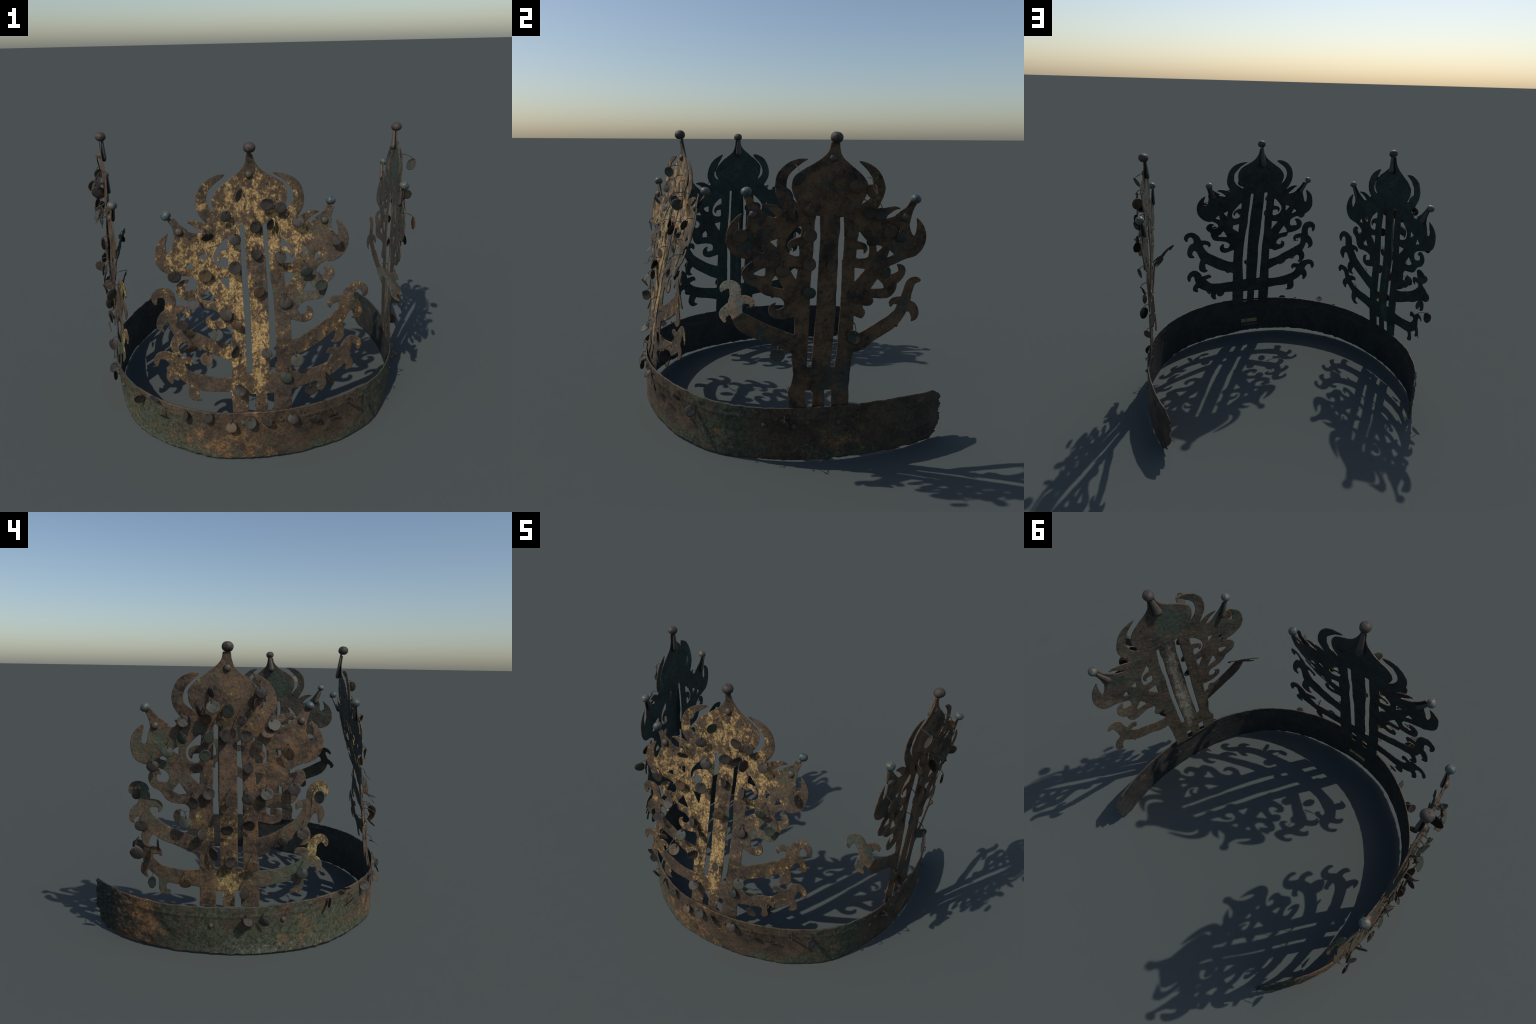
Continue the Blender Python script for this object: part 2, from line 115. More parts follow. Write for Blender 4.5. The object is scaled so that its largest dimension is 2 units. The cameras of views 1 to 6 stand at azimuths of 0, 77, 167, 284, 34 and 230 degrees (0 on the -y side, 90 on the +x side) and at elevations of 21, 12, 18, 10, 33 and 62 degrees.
LEFT = [
    profile('stem', (-0.3, -0.4, 16), (-0.2, 8.9, 16), (-0.3, 16.9, 16), (-0.5, 27.4, 15.8), (-0.8, 43.3, 15.4), (-1.3, 53.7, 15.1), (-1.5, 66.4, 14.6), (-1.7, 74.6, 14.5), (-1.9, 82.1, 14.3), (-1.8, 89.7, 13.9), (-1.6, 100.1, 14.7)),
    profile('palmette', (-2.4, 134.5, 2.1), (-2.5, 131.4, 2.5), (-2.8, 129, 3.5), (-3.5, 126.7, 5.2), (-3.8, 124.7, 7.5), (-3.6, 122.4, 10.7), (-3.6, 120, 14.1), (-3.7, 117.6, 16.5), (-3.5, 114.7, 18.6), (-2.8, 111.8, 19.2), (-2.7, 108.9, 18.8), (-2.8, 106, 17.1), (-2.8, 103.5, 15.6), (-2.3, 99.1, 15.2)),
    patch('network', (-18.7, 101.4), (-25.6, 99.8), (-27.5, 98.8), (-29.1, 96.3), (-32.5, 96.7), (-35.9, 98.1), (-40.9, 96.6), (-42.5, 93.6), (-44.2, 87.5), (-48.4, 89.1), (-51.5, 84.5), (-49.6, 80.1), (-47.1, 77.8), (-44.2, 76.4), (-37.7, 74.7), (-34.3, 73.2), (-32.5, 71.2), (-32.2, 69.3), (-33.3, 67.4), (-35.3, 66.8), (-37.8, 67.5), (-40.6, 66.9), (-40.6, 64.3), (-37.9, 63.1), (-35.9, 61.3), (-33.9, 58.3), (-30.9, 56.6), (-26.9, 55.9), (-23.4, 55.4), (-21.5, 53.2), (-21.7, 51.1), (-20.9, 45.1), (-16.2, 43.1), (-13.9, 68.7), (-12.9, 94.5)),
    patch('network', (13.1, 101.3), (18.5, 103.3), (23.6, 99.4), (26.1, 97.7), (31.6, 99.2), (35.6, 100.9), (38.9, 98), (39, 94.5), (41.9, 89.3), (44.9, 90), (47.8, 85.9), (45.8, 82.4), (42.2, 79.6), (37.1, 77.4), (33.6, 75.9), (30.6, 73.6), (30, 72.2), (30.9, 70.2), (33.3, 69.5), (35, 70.1), (39.5, 69), (37, 66), (36, 62.9), (35, 59.4), (32.5, 56.7), (27.4, 56.7), (22.8, 56.4), (19.3, 54.9), (18.8, 52.8), (19.4, 50.8), (22.4, 50), (22.5, 45.3), (17.4, 46.4), (14.4, 47.2), (11.2, 59), (8.4, 89.8)),
    bay('cut', (-15.7, 92.3), (-17.8, 91), (-20.3, 88.5), (-22.5, 85.9), (-23.2, 82.9), (-22.6, 79.9), (-20.8, 78.4), (-16.6, 77.9), (-16.1, 81.5), (-15.8, 87)),
    pane('cut', (-30.4, 84.1), (-27, 86.2), (-27.1, 81.3)),
    pane('cut', (-34.2, 82.5), (-37.2, 79.5), (-33.2, 78.3)),
    pane('cut', (-21.2, 71.7), (-16.1, 72.3), (-16.3, 66)),
    pane('cut', (-26.8, 67.2), (-30.4, 62.7), (-26.9, 60.9), (-22.8, 61.3)),
    bay('cut', (12, 91.3), (14.6, 89.6), (17.1, 87.4), (18.9, 84.3), (19.5, 80.9), (18.6, 78.6), (16.5, 77.5), (12.9, 77.7), (12.5, 82.3), (12, 86.3)),
    pane('cut', (22.5, 85.5), (26.3, 84.5), (26.4, 83.2), (24.4, 81.4), (22.7, 81.5)),
    pane('cut', (30.4, 82.3), (28.9, 78.9), (32.7, 79.6)),
    pane('cut', (12.8, 72.7), (17.7, 71.9), (13.4, 65.7)),
    pane('cut', (24.9, 66.7), (27.3, 64.6), (27.4, 61.7), (22.4, 61.7)),
    slot('slit', (-7.9, 97.8, 0.8), (-7.8, 96.1, 1.1), (-7.9, 89.6, 1.2), (-7.9, 74.5, 1.2), (-7.8, 58.7, 1.4), (-7.3, 43.2, 1.5), (-6.8, 21.1, 1.3)),
    slot('slit', (3.7, 96.5, 0.9), (3.9, 92.2, 1), (4.3, 82.2, 1.2), (4.8, 69, 1.4), (5.1, 48.6, 1.4), (5.5, 20.9, 1.3)),
    slot('slit', (-5.7, 7.9, 1.8), (-5.6, -0.3, 1.8)),
    slot('slit', (4.1, 8.4, 1.7), (4.3, -0.5, 1.7)),
    ribbon('horn', (-16.1, 123.8, 0.1), (-18.5, 122.8, 1.3), (-21.6, 121.1, 2.2), (-24.8, 118.5, 2.7), (-26.6, 115.1, 2.8), (-27.4, 111.5, 2.9), (-26.8, 108.1, 3), (-24.5, 104.7, 3.2), (-20.7, 101.3, 3.7)),
    ribbon('horn', (11.3, 123.6, 0.6), (13.9, 121.2, 1.7), (17.1, 117.8, 2.7), (19.4, 114, 2.9), (20.5, 110.1, 2.9), (20, 106.7, 3), (17.5, 103.8, 3), (13.1, 101.3, 3.5)),
    ribbon('leaf', (33.3, 103.1, 0.2), (30.3, 102.9, 1.1), (27, 101.8, 1.9), (23.6, 99.4, 2.5), (19.6, 97.4, 3)),
    ribbon('leaf', (-28.5, 99.5, 0.6), (-27.1, 98.5, 1), (-24.6, 96.9, 2)),
    ribbon('wing', (-42.7, 104.7, 1.8), (-40.7, 101.5, 2.3), (-38.9, 98.6, 3.3), (-36.5, 94.7, 5.5)),
    ribbon('wing', (-44.9, 97.5, 0.1), (-47.1, 94, 1.9), (-48.7, 90.5, 2.7), (-48.7, 86.6, 3.4), (-46.8, 82.1, 4.2), (-43.1, 79.7, 3.8)),
    ribbon('wing', (39.7, 106.3, 1.9), (38.1, 103.4, 2.4), (36.4, 100.4, 3.1), (34.1, 96.5, 4.5)),
    ribbon('wing', (41.5, 99.9, 0.2), (44, 96, 1.5), (45.3, 92, 2.5), (45, 87.5, 3.6), (42.1, 83.5, 4.3), (37, 81, 3.9)),
    ribbon('scroll', (-14.4, 84.5, 2.3), (-17.6, 84.6, 2.2), (-20.1, 83.7, 1.9), (-20.8, 81.7, 1.1), (-20.3, 79.9, 0.4)),
    ribbon('scroll', (10.4, 84.3, 2.3), (13.4, 84.3, 2), (16.2, 83.1, 1.5), (17.1, 81.4, 0.9), (16.8, 80.1, 0.4)),
    ribbon('scroll', (-36.5, 71.6, 0.5), (-38.3, 72.7, 1.6), (-40.3, 71.4, 2.1), (-40.7, 68.9, 2.3), (-39.6, 66.4, 2.2), (-36.4, 65.2, 2.3), (-32.9, 65, 2.3)),
    ribbon('scroll', (34.1, 73.7, 0.4), (35.6, 73.4, 1.4), (37, 71.1, 2.5), (35.6, 68.1, 2.6), (32.3, 66.1, 2.8)),
    ribbon('scroll', (-25.9, 53, 0.4), (-27.7, 51.3, 1.5), (-28, 48.6, 2.1), (-25.5, 46.1, 2.7), (-21.4, 45.1, 2.9), (-15.4, 44.7, 3.1)),
    ribbon('scroll', (23.6, 53.6, 0.5), (25.2, 51.8, 1.6), (25, 48.7, 2.2), (22.5, 47.7, 2.3), (18.4, 48.2, 2.3), (13.3, 49.8, 2.6)),
    ribbon('branch1', (-14.9, 33.1, 5), (-21, 34.4, 4.2), (-28.1, 37.2, 3.9), (-34.2, 39.6, 4.1), (-38.8, 42.5, 4), (-42.9, 45.8, 3.8), (-45.4, 48.7, 3.6), (-46.1, 52.1, 3.3), (-46.2, 56, 3.2), (-45.7, 59.5, 2.8), (-46.9, 62.6, 2.7), (-49.6, 63.9, 2.2), (-52.2, 63.1, 2.1), (-53.7, 61, 1.3), (-53.8, 59.6, 0.5)),
    ribbon('branch1', (-45.1, 54.9, 2.5), (-41.2, 55.1, 2.1), (-38.3, 54.6, 1.8), (-37.2, 52.5, 1.3), (-38, 50.8, 0.5)),
    ribbon('branch1', (-46.1, 53.1, 3), (-49.8, 50.9, 3), (-52.1, 48.3, 2.2), (-52.3, 45.8, 1.3), (-51.2, 44.4, 0.4)),
    ribbon('branch1', (-41.8, 42.4, 3), (-44.4, 38.7, 2.8), (-45, 35.7, 2.1), (-43.9, 33, 1), (-42.4, 32.8, 0.4)),
    ribbon('branch2', (-14.9, 14.9, 4.8), (-22.1, 15.1, 4.2), (-28.9, 15.5, 4.2), (-34.6, 16.7, 4.2), (-38.8, 18.5, 3.4), (-42.5, 21.3, 3.3), (-44.4, 24.8, 3), (-45.2, 27.9, 2.5), (-47.3, 30.7, 1.9), (-49.8, 32.2, 1.7), (-51.9, 31.7, 1.3), (-52.7, 29.9, 0.5)),
    ribbon('branch2', (-44.4, 27.4, 2.5), (-41.4, 28.8, 2.1), (-38.5, 28.4, 1.8), (-37.2, 26.7, 0.7)),
    ribbon('branch2', (-43.6, 22.8, 2.8), (-46.2, 19.4, 2.3), (-46.6, 16.7, 1.7), (-45, 14.3, 0.7)),
    ribbon('branch2', (-35.1, 14.6, 3.1), (-36.3, 10.8, 2.2), (-35.9, 7.8, 2.1), (-33.6, 5.9, 0.8)),
    ribbon('branch3', (13.6, 32.1, 5.1), (19.7, 34.3, 4.6), (25.3, 37.1, 4.2), (31.9, 41.2, 4.1), (37.5, 45.7, 3.8), (40.5, 50.3, 3.5), (42.3, 53.9, 3.4), (43, 58, 3), (43.4, 62.1, 2.9), (45.2, 65.1, 2.5), (48.2, 66, 2.1), (50.7, 63.8, 1.8), (51.2, 61.1, 1.2), (50.9, 59.5, 0.6)),
    ribbon('branch3', (42.5, 55.4, 2.6), (38.5, 56.2, 2.2), (35.9, 55.6, 1.7), (35.1, 53.8, 0.9)),
    ribbon('branch3', (43.2, 53.3, 3.1), (47, 52.7, 2.6), (48.8, 49.7, 2.1), (48.3, 46.5, 1.2), (48.1, 45.3, 0.6)),
    ribbon('branch3', (38.1, 43, 3.1), (40.7, 38.6, 2.5), (40.2, 35.2, 1.8), (37.6, 33.6, 0.5)),
    ribbon('branch4', (13.8, 14.6, 4.8), (23, 16.3, 4.2), (30.3, 17.8, 4.1), (36, 20, 3.8), (40.1, 23.2, 3.3), (43, 27, 3.1), (43.8, 29.5, 2.8), (44.6, 33.4, 2.6), (46.7, 35.8, 2.5), (49.4, 36.4, 2.2), (51.7, 34.5, 1.7), (52.1, 32.7, 1)),
    ribbon('branch4', (42.7, 28.5, 2.3), (38.5, 29.8, 2.2), (35.8, 30, 1.7), (34.9, 29, 0.8)),
    ribbon('branch4', (43.3, 25.4, 2.8), (46.5, 24, 2.5), (47.9, 21.3, 1.9), (47.1, 18.8, 0.8)),
    ribbon('branch4', (36, 15.8, 3.1), (37.1, 11.6, 2.5), (35.6, 9, 1.9), (32.2, 8.5, 0.4)),
]
# how each sheet swells out of its plane: (x cm, y cm, rise in mm)
# the rear branches and rear horn of the left plaque are bent on their own
LEFT_BENT = {
    'branch1': [(-15, 42, -16), (-15, 28, -18), (-38.3, 50.6, -56), (-42.5, 57.6, -82), (-49.2, 66.6, -135), (-43.6, 31.7, -35), (-40, 44, -47), (-49, 46, -72)],
    'branch2': [(-15, 19.5, -16), (-15, 10, -12), (-38, 30.3, -71), (-49.8, 34.1, -120), (-52.6, 29.5, -113), (-45, 13.8, -80), (-34.6, 4.9, -38)],
    'horn': [(-16, 123.9, 22), (-18.4, 103.2, -10), (-28, 110, 0), (-19, 119, 13), (-25, 104, -12)],
}
FRONT_RISE = [
    (-14.3, 104.8, -16), (-31.5, 103.7, -7), (37.3, 103.5, -9), (-23.8, 98, -12), (29.8, 98.6, -9), (-19, 101.3, -19), (25.6, 102.7, -1), (-11.5, 94.3, -21),
    (16.8, 92, -12), (-16.3, 82.3, -10), (21, 81.4, 1), (-12.2, 79.7, -8), (16.8, 79.1, 10), (-22.5, 88.2, -19), (-22.8, 83.4, -17), (-26.3, 86.3, -16),
    (-33.4, 81.6, -13), (-28.8, 80.2, -15), (27, 86, -5), (30.6, 84.3, -2), (27.5, 81.3, -3), (36.9, 80.5, -2), (32.8, 78.6, 4), (0.4, 134.5, 23),
    (3.5, 134.6, 22), (-40.6, 89, -4), (7, 123.6, -6), (-8.3, 84.3, -13), (-19.6, 121.9, 2), (-17.7, 122.9, 3), (-16.7, 73.6, -16), (-11.7, 74.4, -11),
    (-12.5, 67.2, -7), (16.9, 73.8, -3), (29.1, 68.1, 6), (26, 62.8, 9), (32.5, 63.2, 27), (-8.5, 64.8, -15), (-4.7, 21.7, -4), (7.2, 21, 7),
    (-4, 100.1, -17), (8.9, 99.7, -15), (-10.3, 125.6, -5), (13.4, 124.9, 11), (-40.5, 99.6, 3), (45.7, 99.3, 12), (-5.8, 9.6, -20), (7.5, 9.2, 2),
    (40.5, 33.7, 10), (51.5, 46.3, 32), (55.9, 59.1, 80), (-39.3, 35.4, -55), (-46.7, 48.3, -66), (-51.5, 29.4, -94), (-44.7, 19.3, -89), (56, 27.2, -6),
    (49.3, 15.8, -10), (38.3, 26.9, 5), (-22.7, 55.4, -13), (27.6, 55.1, 33), (37.7, 74.8, 6), (-32.1, 74.8, -24), (-30.5, 83.9, -12), (34.5, 82.9, -1),
    (16.8, 66.7, 4), (-12.5, 67.3, -6), (3, 42, 5), (3, 52, 6), (3, 71, 0), (3, 85, -12), (12, 42, 25), (12, 55, 18),
    (-7, 50, -8), (0, -15, -22), (15, -15, -20), (-13, -15, -20),
]
RIGHT_RISE = [
    (19.6, 102.7, -5), (-29.4, 104.4, -28), (40.1, 101.5, -3), (-21.9, 98.4, -17), (-17.9, 101.7, -16), (-10.6, 93.6, -11), (-14.7, 82, -21), (-11.2, 79.4, -15),
    (22.2, 79.7, -10), (18.3, 77.5, -4), (-25.1, 86.7, -22), (-21.7, 87.8, -22), (-21.8, 83.6, -22), (28.4, 83.6, -5), (31.9, 82.5, -7), (29, 79.8, -9),
    (35.7, 80.7, -6), (38.1, 78.5, -4), (34.4, 76.7, -8), (47.9, 87.9, 3), (17.9, 72.3, -10), (23.2, 71.4, -10), (17.9, 64.9, -11), (-16.1, 73.7, -18),
    (-11.4, 73.8, -16), (-12.3, 67.3, -18), (-22.3, 69.8, -23), (-26.5, 65, -25), (-18.4, 62.8, -18), (29.8, 66.1, -8), (26.3, 61.1, -4), (39.9, 72.9, -8),
    (39.2, 50.6, -32), (52.1, 41.4, -55), (18, 26.7, -7), (-15.6, 11.6, -8), (-7.2, 125.7, -5), (17.4, 124.6, 11), (-38.5, 100.7, -31), (48.6, 97.2, 12),
    (-2, 98.9, -11), (10.7, 98, -7), (-5.1, 21.7, -3), (7.6, 20.8, -1), (-4.8, 8.9, -6), (5.1, 8.3, -6), (55.4, 63, -50), (-38.7, 51.6, -21),
    (-43.2, 48.6, -29), (-47.3, 60, -30), (-43, 66, -30), (7, 130, -4), (-16, 0, -6), (16, 0, -2),
]
LEFT_RISE = [
    (-18.4, 103.2, -10), (13.5, 103.4, 4), (-15.9, 92, -18), (12.1, 91, -6), (-20.3, 79.7, -26), (16.9, 80.1, -3), (-16.5, 78, -26), (12.8, 77.9, -7),
    (-27.2, 85.9, -25), (-30.2, 84.2, -27), (-27.2, 81.3, -26), (-37.1, 79.5, -34), (-33.3, 78.2, -30), (-44.4, 87.3, -36), (41.9, 89.5, -5), (33.4, 103.3, -14),
    (26, 97.7, -1), (-4.4, 134.3, -1), (17.6, 71.6, -5), (12.8, 72.6, -4), (13.3, 65.7, 2), (24.9, 66.6, 1), (-26.1, 52.9, -19), (23.5, 53.6, 3),
    (-16.5, 19.5, -16), (-16.4, 9.8, -12), (-16.4, 28.1, -18), (15.1, 37, 4), (15.4, 26.8, -4), (15.7, 19.5, 3), (16, 10.2, 2), (35.1, 28.4, -7),
    (46.9, 18.4, -7), (32.1, 8.6, 10), (35, 53, 3), (48, 45.3, -38), (37.7, 33.7, -13), (11.1, 123.7, -5), (-44.9, 97.5, -43), (41.4, 99.8, -12),
    (-6.9, 21, -11), (5.5, 20.9, -7), (-5.8, 8, -11), (4.1, 8.2, -8), (52.9, 62.4, -51), (53.8, 34.1, -42), (-16.1, -0.4, -11), (16, 0.2, 10),
    (-22, 113.3, -8), (-11.6, 123.8, -7), (-35, 50, -35), (-35, 30, -45), (-30, 10, -28), (-10, 50, -14), (8, 60, 2), (8, 40, 0),
]
# spangles: (look, x, y, stand-off, radius in cm, turn, nod in degrees)
FRONT_SPANGLES = [
    ('pale', -4.9, 115.3, 5.9, 3.0, 43, 0), ('brown', 9.1, 109.9, 5.1, 3.3, 0, 0), ('brown', 15.9, 107.6, 3.7, 3.2, 0, 0), ('brown', -11.8, 105.4, 4.0, 3.2, 24, 0),
    ('brown', 2.9, 99.1, 3.9, 3.2, 0, 0), ('dark', -21.6, 96.1, 5.6, 3.0, 0, 55), ('brown', -8.0, 93.7, 4.5, 3.3, 0, 0), ('dark', 2.4, 84.9, 2.6, 3.0, -43, 0),
    ('brown', -9.3, 79.8, 5.2, 3.4, 0, 0), ('brown', 10.4, 99.7, 4.3, 2.9, 41, 0), ('brown', 13.8, 97.6, 3.2, 3.4, 66, 0), ('brown', 24.9, 99.6, 3.7, 3.2, -36, 0),
    ('brown', 14.8, 82.5, 3.2, 3.4, -46, 0), ('brown', 43.7, 89.1, 5.3, 3.0, -57, 0), ('green', 27.3, 73.8, 5.3, 3.4, 0, 28), ('brown', -39.2, 77.7, 3.0, 3.4, 0, 19),
    ('rust', -24.0, 76.7, 3.0, 3.4, 0, 0), ('brown', -31.1, 63.3, 4.1, 3.3, 0, -20), ('rust', 2.3, 66.0, 4.2, 3.2, 0, 0), ('brown', -15.4, 55.6, 2.5, 3.8, -38, 0),
    ('dark', -37.4, 52.8, 4.8, 3.3, 0, -55), ('green', -20.9, 46.2, 5.1, 3.4, 0, -14), ('rust', -10.7, 49.9, 3.8, 3.2, -59, 0), ('rust', -34.6, 39.3, 4.3, 3.4, 0, 43),
    ('rust', -26.6, 33.2, 3.6, 3.4, 0, -36), ('brown', -12.2, 36.2, 5.4, 3.3, 41, 0), ('brown', 3.6, 33.9, 5.2, 2.8, -36, 0), ('brown', 16.0, 58.3, 2.0, 3.2, 0, 0),
    ('green', 34.2, 66.7, 5.4, 3.1, 0, 0), ('pale', 19.4, 28.1, 5.4, 3.5, 0, -20), ('green', 13.9, 17.7, 1.8, 3.4, -23, 0), ('brown', -10.9, 14.6, 4.8, 3.3, 0, -39),
    ('brown', 27.2, 9.2, 3.6, 3.6, 0, 20), ('dark', 37.8, 13.7, 3.3, 3.8, -70, 0),
]
RIGHT_SPANGLES = [
    ('pale', -13.1, 117.0, 6.8, 3.7, 34, 30), ('brown', 15.4, 112.7, 4.0, 3.4, 0, 0), ('brown', 23.7, 110.7, 3.5, 3.4, -56, 0), ('dark', -13.8, 99.8, 5.1, 3.2, 53, 0),
    ('brown', -7.5, 101.3, 4.9, 2.9, -52, 0), ('rust', 11.9, 103.1, 5.4, 3.2, 0, 0), ('dark', 22.4, 100.4, 4.9, 3.3, -27, 0), ('dark', 29.0, 99.4, 3.4, 3.4, 0, 0),
    ('brown', -6.8, 89.8, 5.2, 3.5, 0, 0), ('rust', 14.4, 89.9, 4.4, 3.1, 0, 0), ('brown', -40.1, 90.3, 5.5, 3.4, 0, 0), ('brown', 34.1, 90.3, 4.0, 3.4, 0, 0),
    ('dark', 38.8, 88.0, 4.1, 3.2, -46, 0), ('dark', 24.6, 86.5, 5.4, 3.4, 0, 31), ('brown', -6.4, 75.6, 3.9, 3.3, 0, 0), ('brown', 4.1, 74.9, 3.5, 3.3, 34, 0),
    ('brown', -31.0, 77.3, 3.4, 3.0, 0, 0), ('brown', -19.6, 72.2, 3.2, 3.2, 0, 0), ('dark', 5.9, 93.2, 5.2, 3.5, 62, 0), ('green', 33.0, 69.9, 4.4, 3.1, 26, 0),
    ('green', -6.2, 61.3, 4.3, 3.2, 0, 0), ('brown', 23.9, 55.2, 3.3, 3.1, 0, 18), ('green', 17.1, 37.2, 3.7, 3.8, -38, 0), ('pale', -22.5, 31.2, 5.6, 3.7, -21, 0),
    ('rust', -3.1, 12.3, 3.0, 3.1, 50, 0),
]
LEFT_SPANGLES = [
    ('brown', -10.5, 113.9, 2.4, 3.0, -50, 0), ('green', -9.3, 106.9, 6.0, 3.5, 0, -13), ('green', -1.7, 105.0, 4.2, 3.7, -24, 0), ('dark', -17.0, 105.1, 6.2, 3.5, -69, 0),
    ('dark', 15.2, 114.5, 3.6, 3.3, 24, 0), ('rust', -13.0, 100.7, 4.4, 3.2, 0, 39), ('rust', -5.5, 99.4, 4.3, 2.6, -15, 0), ('brown', 5.3, 100.3, 4.8, 2.5, -25, 0),
    ('dark', 12.1, 108.0, 3.1, 3.9, 71, 0), ('brown', -24.4, 99.3, 3.6, 3.1, 0, 0), ('pale', 21.8, 98.3, 5.6, 3.4, 0, -31), ('green', -25.2, 90.5, 3.6, 3.2, -32, 0),
    ('green', -11.0, 91.6, 5.3, 3.5, 35, 0), ('dark', -2.9, 92.3, 4.0, 3.5, 46, 0), ('brown', 7.7, 92.2, 4.8, 3.4, 0, 0), ('rust', 18.6, 94.4, 5.4, 3.4, 0, -42),
    ('green', -32.8, 83.7, 4.8, 3.3, 0, 0), ('green', -13.3, 81.9, 5.1, 3.1, 0, 0), ('rust', 29.6, 83.5, 4.0, 3.3, -20, 0), ('dark', -40.1, 76.1, 4.9, 3.3, 0, 0),
    ('dark', 9.1, 75.8, 3.8, 3.2, 26, 0), ('brown', -11.5, 61.9, 3.1, 3.4, 0, -9), ('brown', -19.4, 57.2, 4.4, 3.3, -32, 0), ('brown', -0.9, 58.9, 5.2, 3.4, 59, 0),
    ('brown', 8.9, 59.5, 4.4, 3.3, -9, 0), ('pale', 18.7, 62.1, 4.0, 3.3, 0, 0), ('brown', 32.9, 65.0, 4.9, 3.3, 0, 0), ('brown', -49.8, 59.3, 0.4, 3.4, 24, 0),
    ('green', -23.8, 46.9, 4.6, 3.5, 0, -13), ('brown', -1.9, 42.9, 4.4, 3.5, 0, 31), ('dark', 9.6, 45.4, 3.5, 3.3, 0, 17), ('brown', -47.1, 43.7, 2.4, 3.4, 0, 0),
    ('brown', -14.8, 40.0, 3.8, 3.3, 46, 0), ('pale', 46.6, 60.2, 5.6, 3.4, -49, 0), ('brown', 38.5, 40.4, 3.1, 3.4, 0, 0), ('brown', 27.3, 36.3, 3.6, 3.0, 0, 15),
    ('brown', -49.6, 28.8, 8.0, 3.7, 0, 19), ('brown', -9.0, 29.6, 3.6, 3.6, -49, 0), ('dark', 0.1, 25.2, 3.5, 3.2, 20, 0), ('rust', 11.9, 22.9, 4.3, 3.3, 0, 17),
    ('dark', -38.2, 33.9, 4.2, 3.7, -75, 0), ('green', -41.7, 12.7, 4.3, 3.2, -50, 0), ('rust', -23.9, 13.1, 3.5, 3.4, 0, 26), ('green', 38.1, 18.9, 3.7, 3.3, 0, 0),
    ('dark', 7.6, 8.2, 3.8, 3.4, 49, 0),
]
# on the band: (look, degrees round the head, height in cm, turn, nod)
BAND_SPANGLES = [
    ('brown', -35.0, 22.4, 18, 25), ('brown', -24.9, 27.2, -44, -32), ('brown', -16.0, 28.5, 25, -25), ('rust', -7.1, 23.2, 0, -45), ('pale', 0.3, 25.6, 23, -16),
    ('brown', 6.3, 25.8, -23, 0), ('brown', 16.3, 25.7, 0, -36), ('brown', 24.9, 22.4, -18, 16), ('brown', 33.1, 21.6, -18, 40), ('brown', 41.8, 25.5, -37, 45),
    ('brown', 49.5, 21.4, 31, -36), ('brown', -39.0, 31.5, -18, 59), ('dark', -47.6, 26.3, 50, 0), ('brown', 83.1, 22.6, -53, 25), ('brown', -73.6, 21.9, -18, 16),
    ('dark', -79.0, 23.1, 37, -36),
]

# ------------------------------------------------------------------ small helpers
def spline(p, closed=False, per=10):
    """Centripetal Catmull-Rom through the points p."""
    p = np.asarray(p, float)
    n = len(p)
    q = np.vstack([p[-1:], p, p[:2]]) if closed else np.vstack([2 * p[:1] - p[1:2], p, 2 * p[-1:] - p[-2:-1]])
    out = []
    for i in range(n if closed else n - 1):
        a, b, c, d = q[i:i + 4]
        t0 = 0.0
        t1 = t0 + max(np.linalg.norm((b - a)[:2]), 1e-6) ** .5
        t2 = t1 + max(np.linalg.norm((c - b)[:2]), 1e-6) ** .5
        t3 = t2 + max(np.linalg.norm((d - c)[:2]), 1e-6) ** .5
        t = np.linspace(t1, t2, per, endpoint=False)[:, None]
        A1 = (t1 - t) / (t1 - t0) * a + (t - t0) / (t1 - t0) * b
        A2 = (t2 - t) / (t2 - t1) * b + (t - t1) / (t2 - t1) * c
        A3 = (t3 - t) / (t3 - t2) * c + (t - t2) / (t3 - t2) * d
        B1 = (t2 - t) / (t2 - t0) * A1 + (t - t0) / (t2 - t0) * A2
        B2 = (t3 - t) / (t3 - t1) * A2 + (t - t1) / (t3 - t1) * A3
        out.append((t2 - t) / (t2 - t1) * B1 + (t - t1) / (t2 - t1) * B2)
    if not closed:
        out.append(p[-1:])
    return np.vstack(out)


